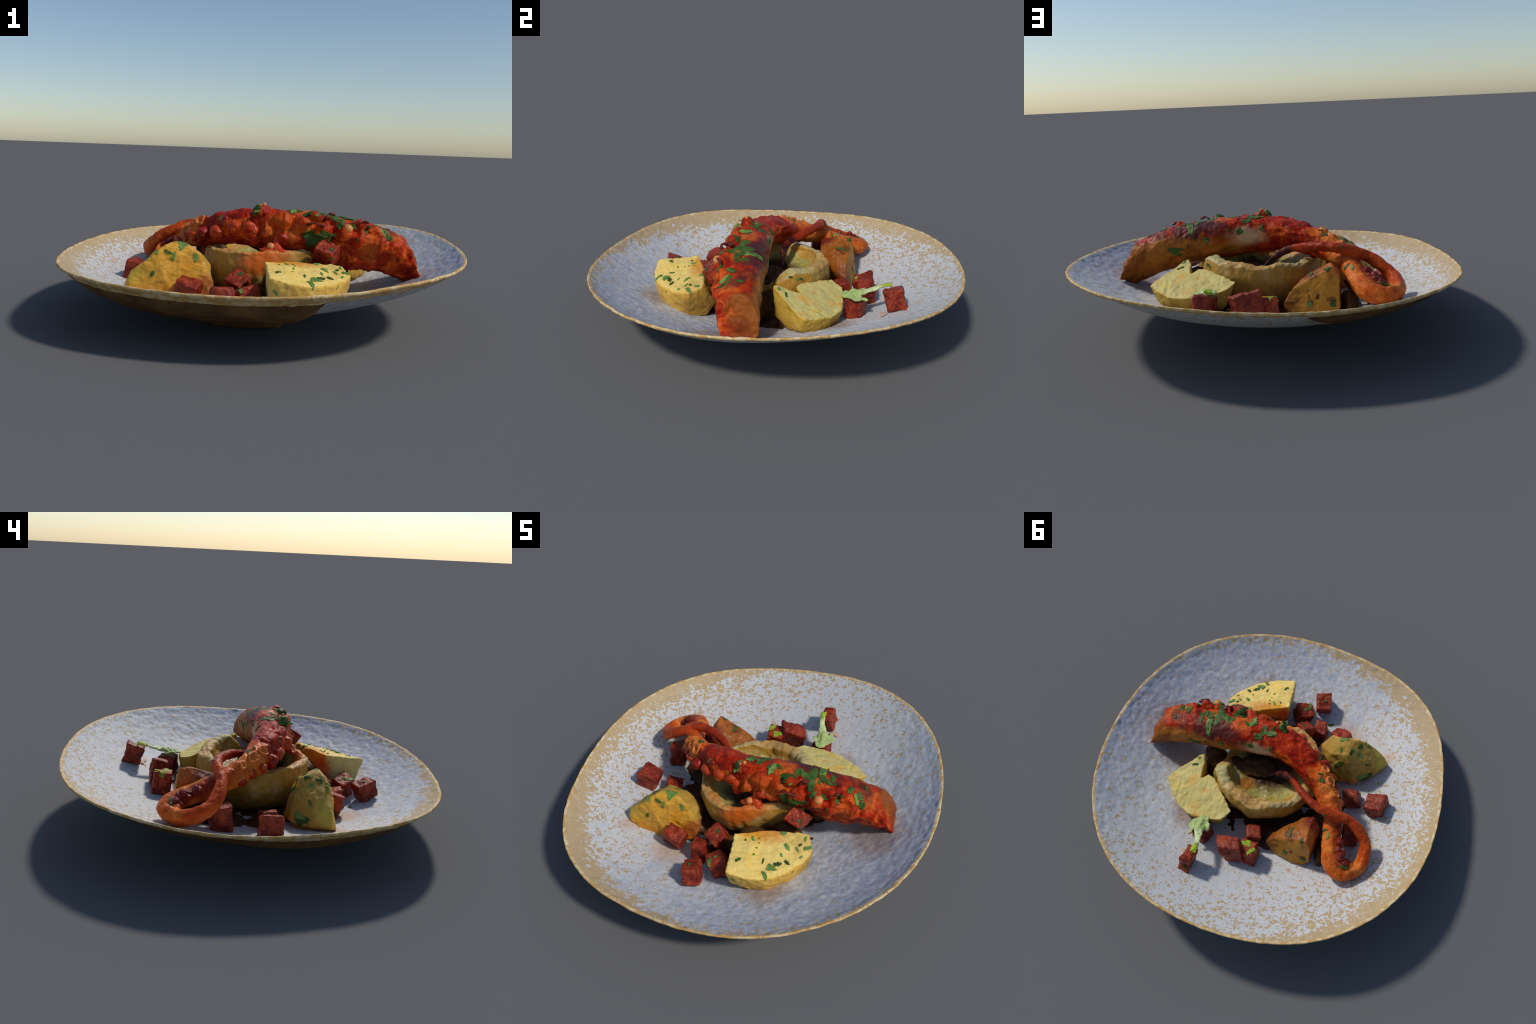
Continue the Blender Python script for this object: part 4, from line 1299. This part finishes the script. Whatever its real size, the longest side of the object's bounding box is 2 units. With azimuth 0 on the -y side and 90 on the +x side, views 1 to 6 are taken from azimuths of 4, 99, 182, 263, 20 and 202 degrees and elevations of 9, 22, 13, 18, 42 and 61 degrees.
    ("strip", "arm", 0.553, -0.134, 0.481, 0.051, 0.25, 0.96, 0.11),
    ("strip", "arm", 0.619, -0.074, 0.459, 0.027, 0.01, 1.00, 0.00),
    ("chip", "p1", 0.270, -0.354, 0.321, 0.042, 0.87, 0.49, 0.09),
    ("chip", "arm", -0.330, 0.044, 0.457, 0.030, 0.30, -0.92, 0.26),
    ("chip", "arm", -0.199, -0.122, 0.488, 0.037, -0.44, -0.16, -0.88),
    ("chip", "arm", -0.256, -0.125, 0.409, 0.038, 0.46, -0.55, -0.69),
    ("leaf", "arm", -0.031, -0.165, 0.552, 0.070, 0.55, -0.82, 0.15),
    ("leaf", "cube_l", -0.020, 0.450, 0.260, 0.082, 0.95, 0.30, 0.00),
    ("lobe", "cube_l", -0.055, 0.500, 0.262, 0.050, 0.30, 0.95, 0.00),
]
for no, (kind, key, x, y, z, L, wx, wy, wz) in enumerate(LEAVES):
    leaf(kind, key, (x, y, z), L, (wx, wy, wz), no)


# parsley sprig bridging two cubes: pale stalk and a ragged leaflet
def tube(path, radii, n=12, flat=1.0):
    P = [Vector(p) for p in path]
    V, F = [], []
    for i, p in enumerate(P):
        t = (P[min(i + 1, len(P) - 1)] - P[max(i - 1, 0)]).normalized()
        s = t.cross(Vector((0, 0, 1))).normalized()
        u = s.cross(t)
        for k in range(n):
            a = 2 * math.pi * k / n
            V.append(p + s * math.cos(a) * radii[i] + u * math.sin(a) * radii[i] * flat)
    for i in range(len(P) - 1):
        for k in range(n):
            a, b = i * n + k, i * n + (k + 1) % n
            F.append((a, b, b + n, a + n))
    F.append(tuple(range(n))[::-1])
    F.append(tuple(range((len(P) - 1) * n, len(P) * n)))
    return V, F


sp_path = catmull(np.linspace(0, 4, 26), [0, 1, 2, 3, 4], [(.222, .628, .334), (.224, .590, .328), (.232, .545, .311), (.246, .500, .296), (.262, .450, .285)])
sp_r = np.interp(np.linspace(0, 4, 26), [0, .6, 2, 3, 4], [.019, .018, .015, .024, .036])
sp = tube(sp_path, sp_r, 14, 0.42)
lf = []
for c_, r_, a_ in (((.272, .425, .281), (.050, .030, .007), .4), ((.232, .440, .281), (.036, .026, .006), 2.2), ((.300, .462, .278), (.030, .022, .006), -.5), ((.255, .405, .277), (.030, .034, .006), 1.0),
                   ((.300, .500, .276), (.018, .012, .006), 1.2)):
    lf.append(ellipsoid(c_, r_, 24, 10, Matrix.Rotation(a_, 3, "Z") @ Matrix.Rotation(.12, 3, "X")))
Vv, Nn, Ff = remeshed(*join([sp] + lf), 0.0036, 2)
Vv = Vv + Nn * (fbm(Vv, 50, 2, 95) * 0.0018)[:, None]
Vv[:, 2] += fbm(Vv * [1, 1, 0], 38, 2, 96) * 0.006
g = Mat("parsley_stalk", (.25, .5, .3), 0.32)
c_ = g.mix(g.noise(40, 4, .6), lin(132, 156, 72), lin(188, 200, 134))
c_ = g.mix(g.near((.228, .61, .33), .035, .015, .01), c_, lin(158, 176, 44))
c_ = g.mix(g.math("MULTIPLY", g.near((.238, .53, .305), .045, .02, .01), .8), c_, lin(208, 218, 160))
sprig = add_mesh("parsley_sprig", Vv, Ff, (.25, .5, .3), g.done(c_, g.bump(g.noise(50, 4, .6), .4, .006), coat=.2))
sprig["label"] = "pale green parsley sprig with short thick stalk"
sprig["category"] = "herb garnish"

# ------------------------------------------------------------------ sauce run and seeds on the tentacle
g = Mat("red_sauce", (0, 0, 0), 0.22)
c_ = g.mix(g.noise(30, 4, .6), lin(150, 26, 8), lin(206, 78, 20))
sauce_mat = g.done(c_, g.bump(g.noise(50, 4, .6), .35, .006), coat=.5, sss=.05)
blob = [ellipsoid((.090, -.195, .43), (.028, .026, .04)), ellipsoid((.082, -.210, .395), (.020, .020, .04)), ellipsoid((.075, -.222, .365), (.036, .030, .024)), ellipsoid((.045, -.232, .358), (.034, .024, .016)),
        ellipsoid((.100, -.238, .352), (.028, .026, .014)), ellipsoid((.02, -.235, .352), (.022, .018, .012))]
Vv, Nn, Ff = remeshed(*join(blob), .004, 5)
Vv = Vv + Nn * (fbm(Vv, 40, 3, 97) * .004)[:, None]
add_mesh("sauce_run", Vv, Ff, (.08, -.21, .36), sauce_mat, tentacle)
g = Mat("seed", (0, 0, 0), 0.25)
c_ = g.mix(g.noise(40, 3, .6), lin(196, 108, 46), lin(222, 158, 92))
seed_mat = g.done(c_, g.bump(g.noise(80, 3), .15, .003), coat=.4, sss=.1)
for p_, r_ in (((.412, -.234, .473), .0235), ((.052, -.236, .374), .019), ((.012, -.168, .566), .010), ((-.004, -.178, .560), .008)):
    Vv, Ff = ellipsoid(p_, (r_, r_ * .95, r_ * .95), 28, 18)
    add_mesh("seed", Vv, Ff, p_, seed_mat, tentacle)

# curled scraps of dark skin standing up from the sucker side
g = Mat("dark_curled_skin", (0, 0, 0), 0.35)
c_ = g.mix(g.noise(34, 4, .6), lin(50, 22, 20), lin(122, 44, 28))
scrap_mat = g.done(c_, g.bump(g.noise(50, 4), .4, .006), coat=.3)
for pts, r0 in (([(.215, -.215, .475), (.235, -.240, .492), (.262, -.250, .494), (.290, -.240, .484), (.300, -.215, .470)], .014),
                ([(.300, -.19, .500), (.310, -.205, .525), (.325, -.195, .538), (.345, -.17, .530)], .012),
                ([(.455, -.215, .490), (.470, -.222, .505), (.492, -.210, .510), (.505, -.19, .500)], .010)):
    q_ = catmull(np.linspace(0, len(pts) - 1, 24), list(range(len(pts))), pts)
    Vv, Ff = tube(q_, np.full(24, r0) * (0.8 + 0.3 * np.sin(np.linspace(0, 9, 24))), 12, .45)
    Vv, Nn, Ff = remeshed(Vv, Ff, .0032, 2)
    Vv = Vv + Nn * (fbm(Vv, 60, 2, 98) * .002)[:, None]
    add_mesh("skin_scrap", Vv, Ff, pts[1], scrap_mat, tentacle)

# flake of pale fish-coloured crumb beside the last cube
g = Mat("pale_crumb", (0, 0, 0), .5)
c_ = g.mix(g.noise(50, 3), lin(196, 160, 136), lin(216, 188, 166))
crumb_mat = g.done(c_, g.bump(g.noise(60, 3), .3, .004))
fl = [ellipsoid((.290, .602, .199), (.030, .014, .004)), ellipsoid((.318, .590, .199), (.018, .012, .004)), ellipsoid((.262, .585, .19), (.018, .01, .004))]
Vv, Nn, Ff = remeshed(*join(fl), .003, 2)
Vv[:, 2] = plate_z(Vv[:, 0], Vv[:, 1]) + .0035 + (Vv[:, 2] - Vv[:, 2].mean()) * .6
add_mesh("crumb", Vv, Ff, (.29, .60, .2), crumb_mat, plate)
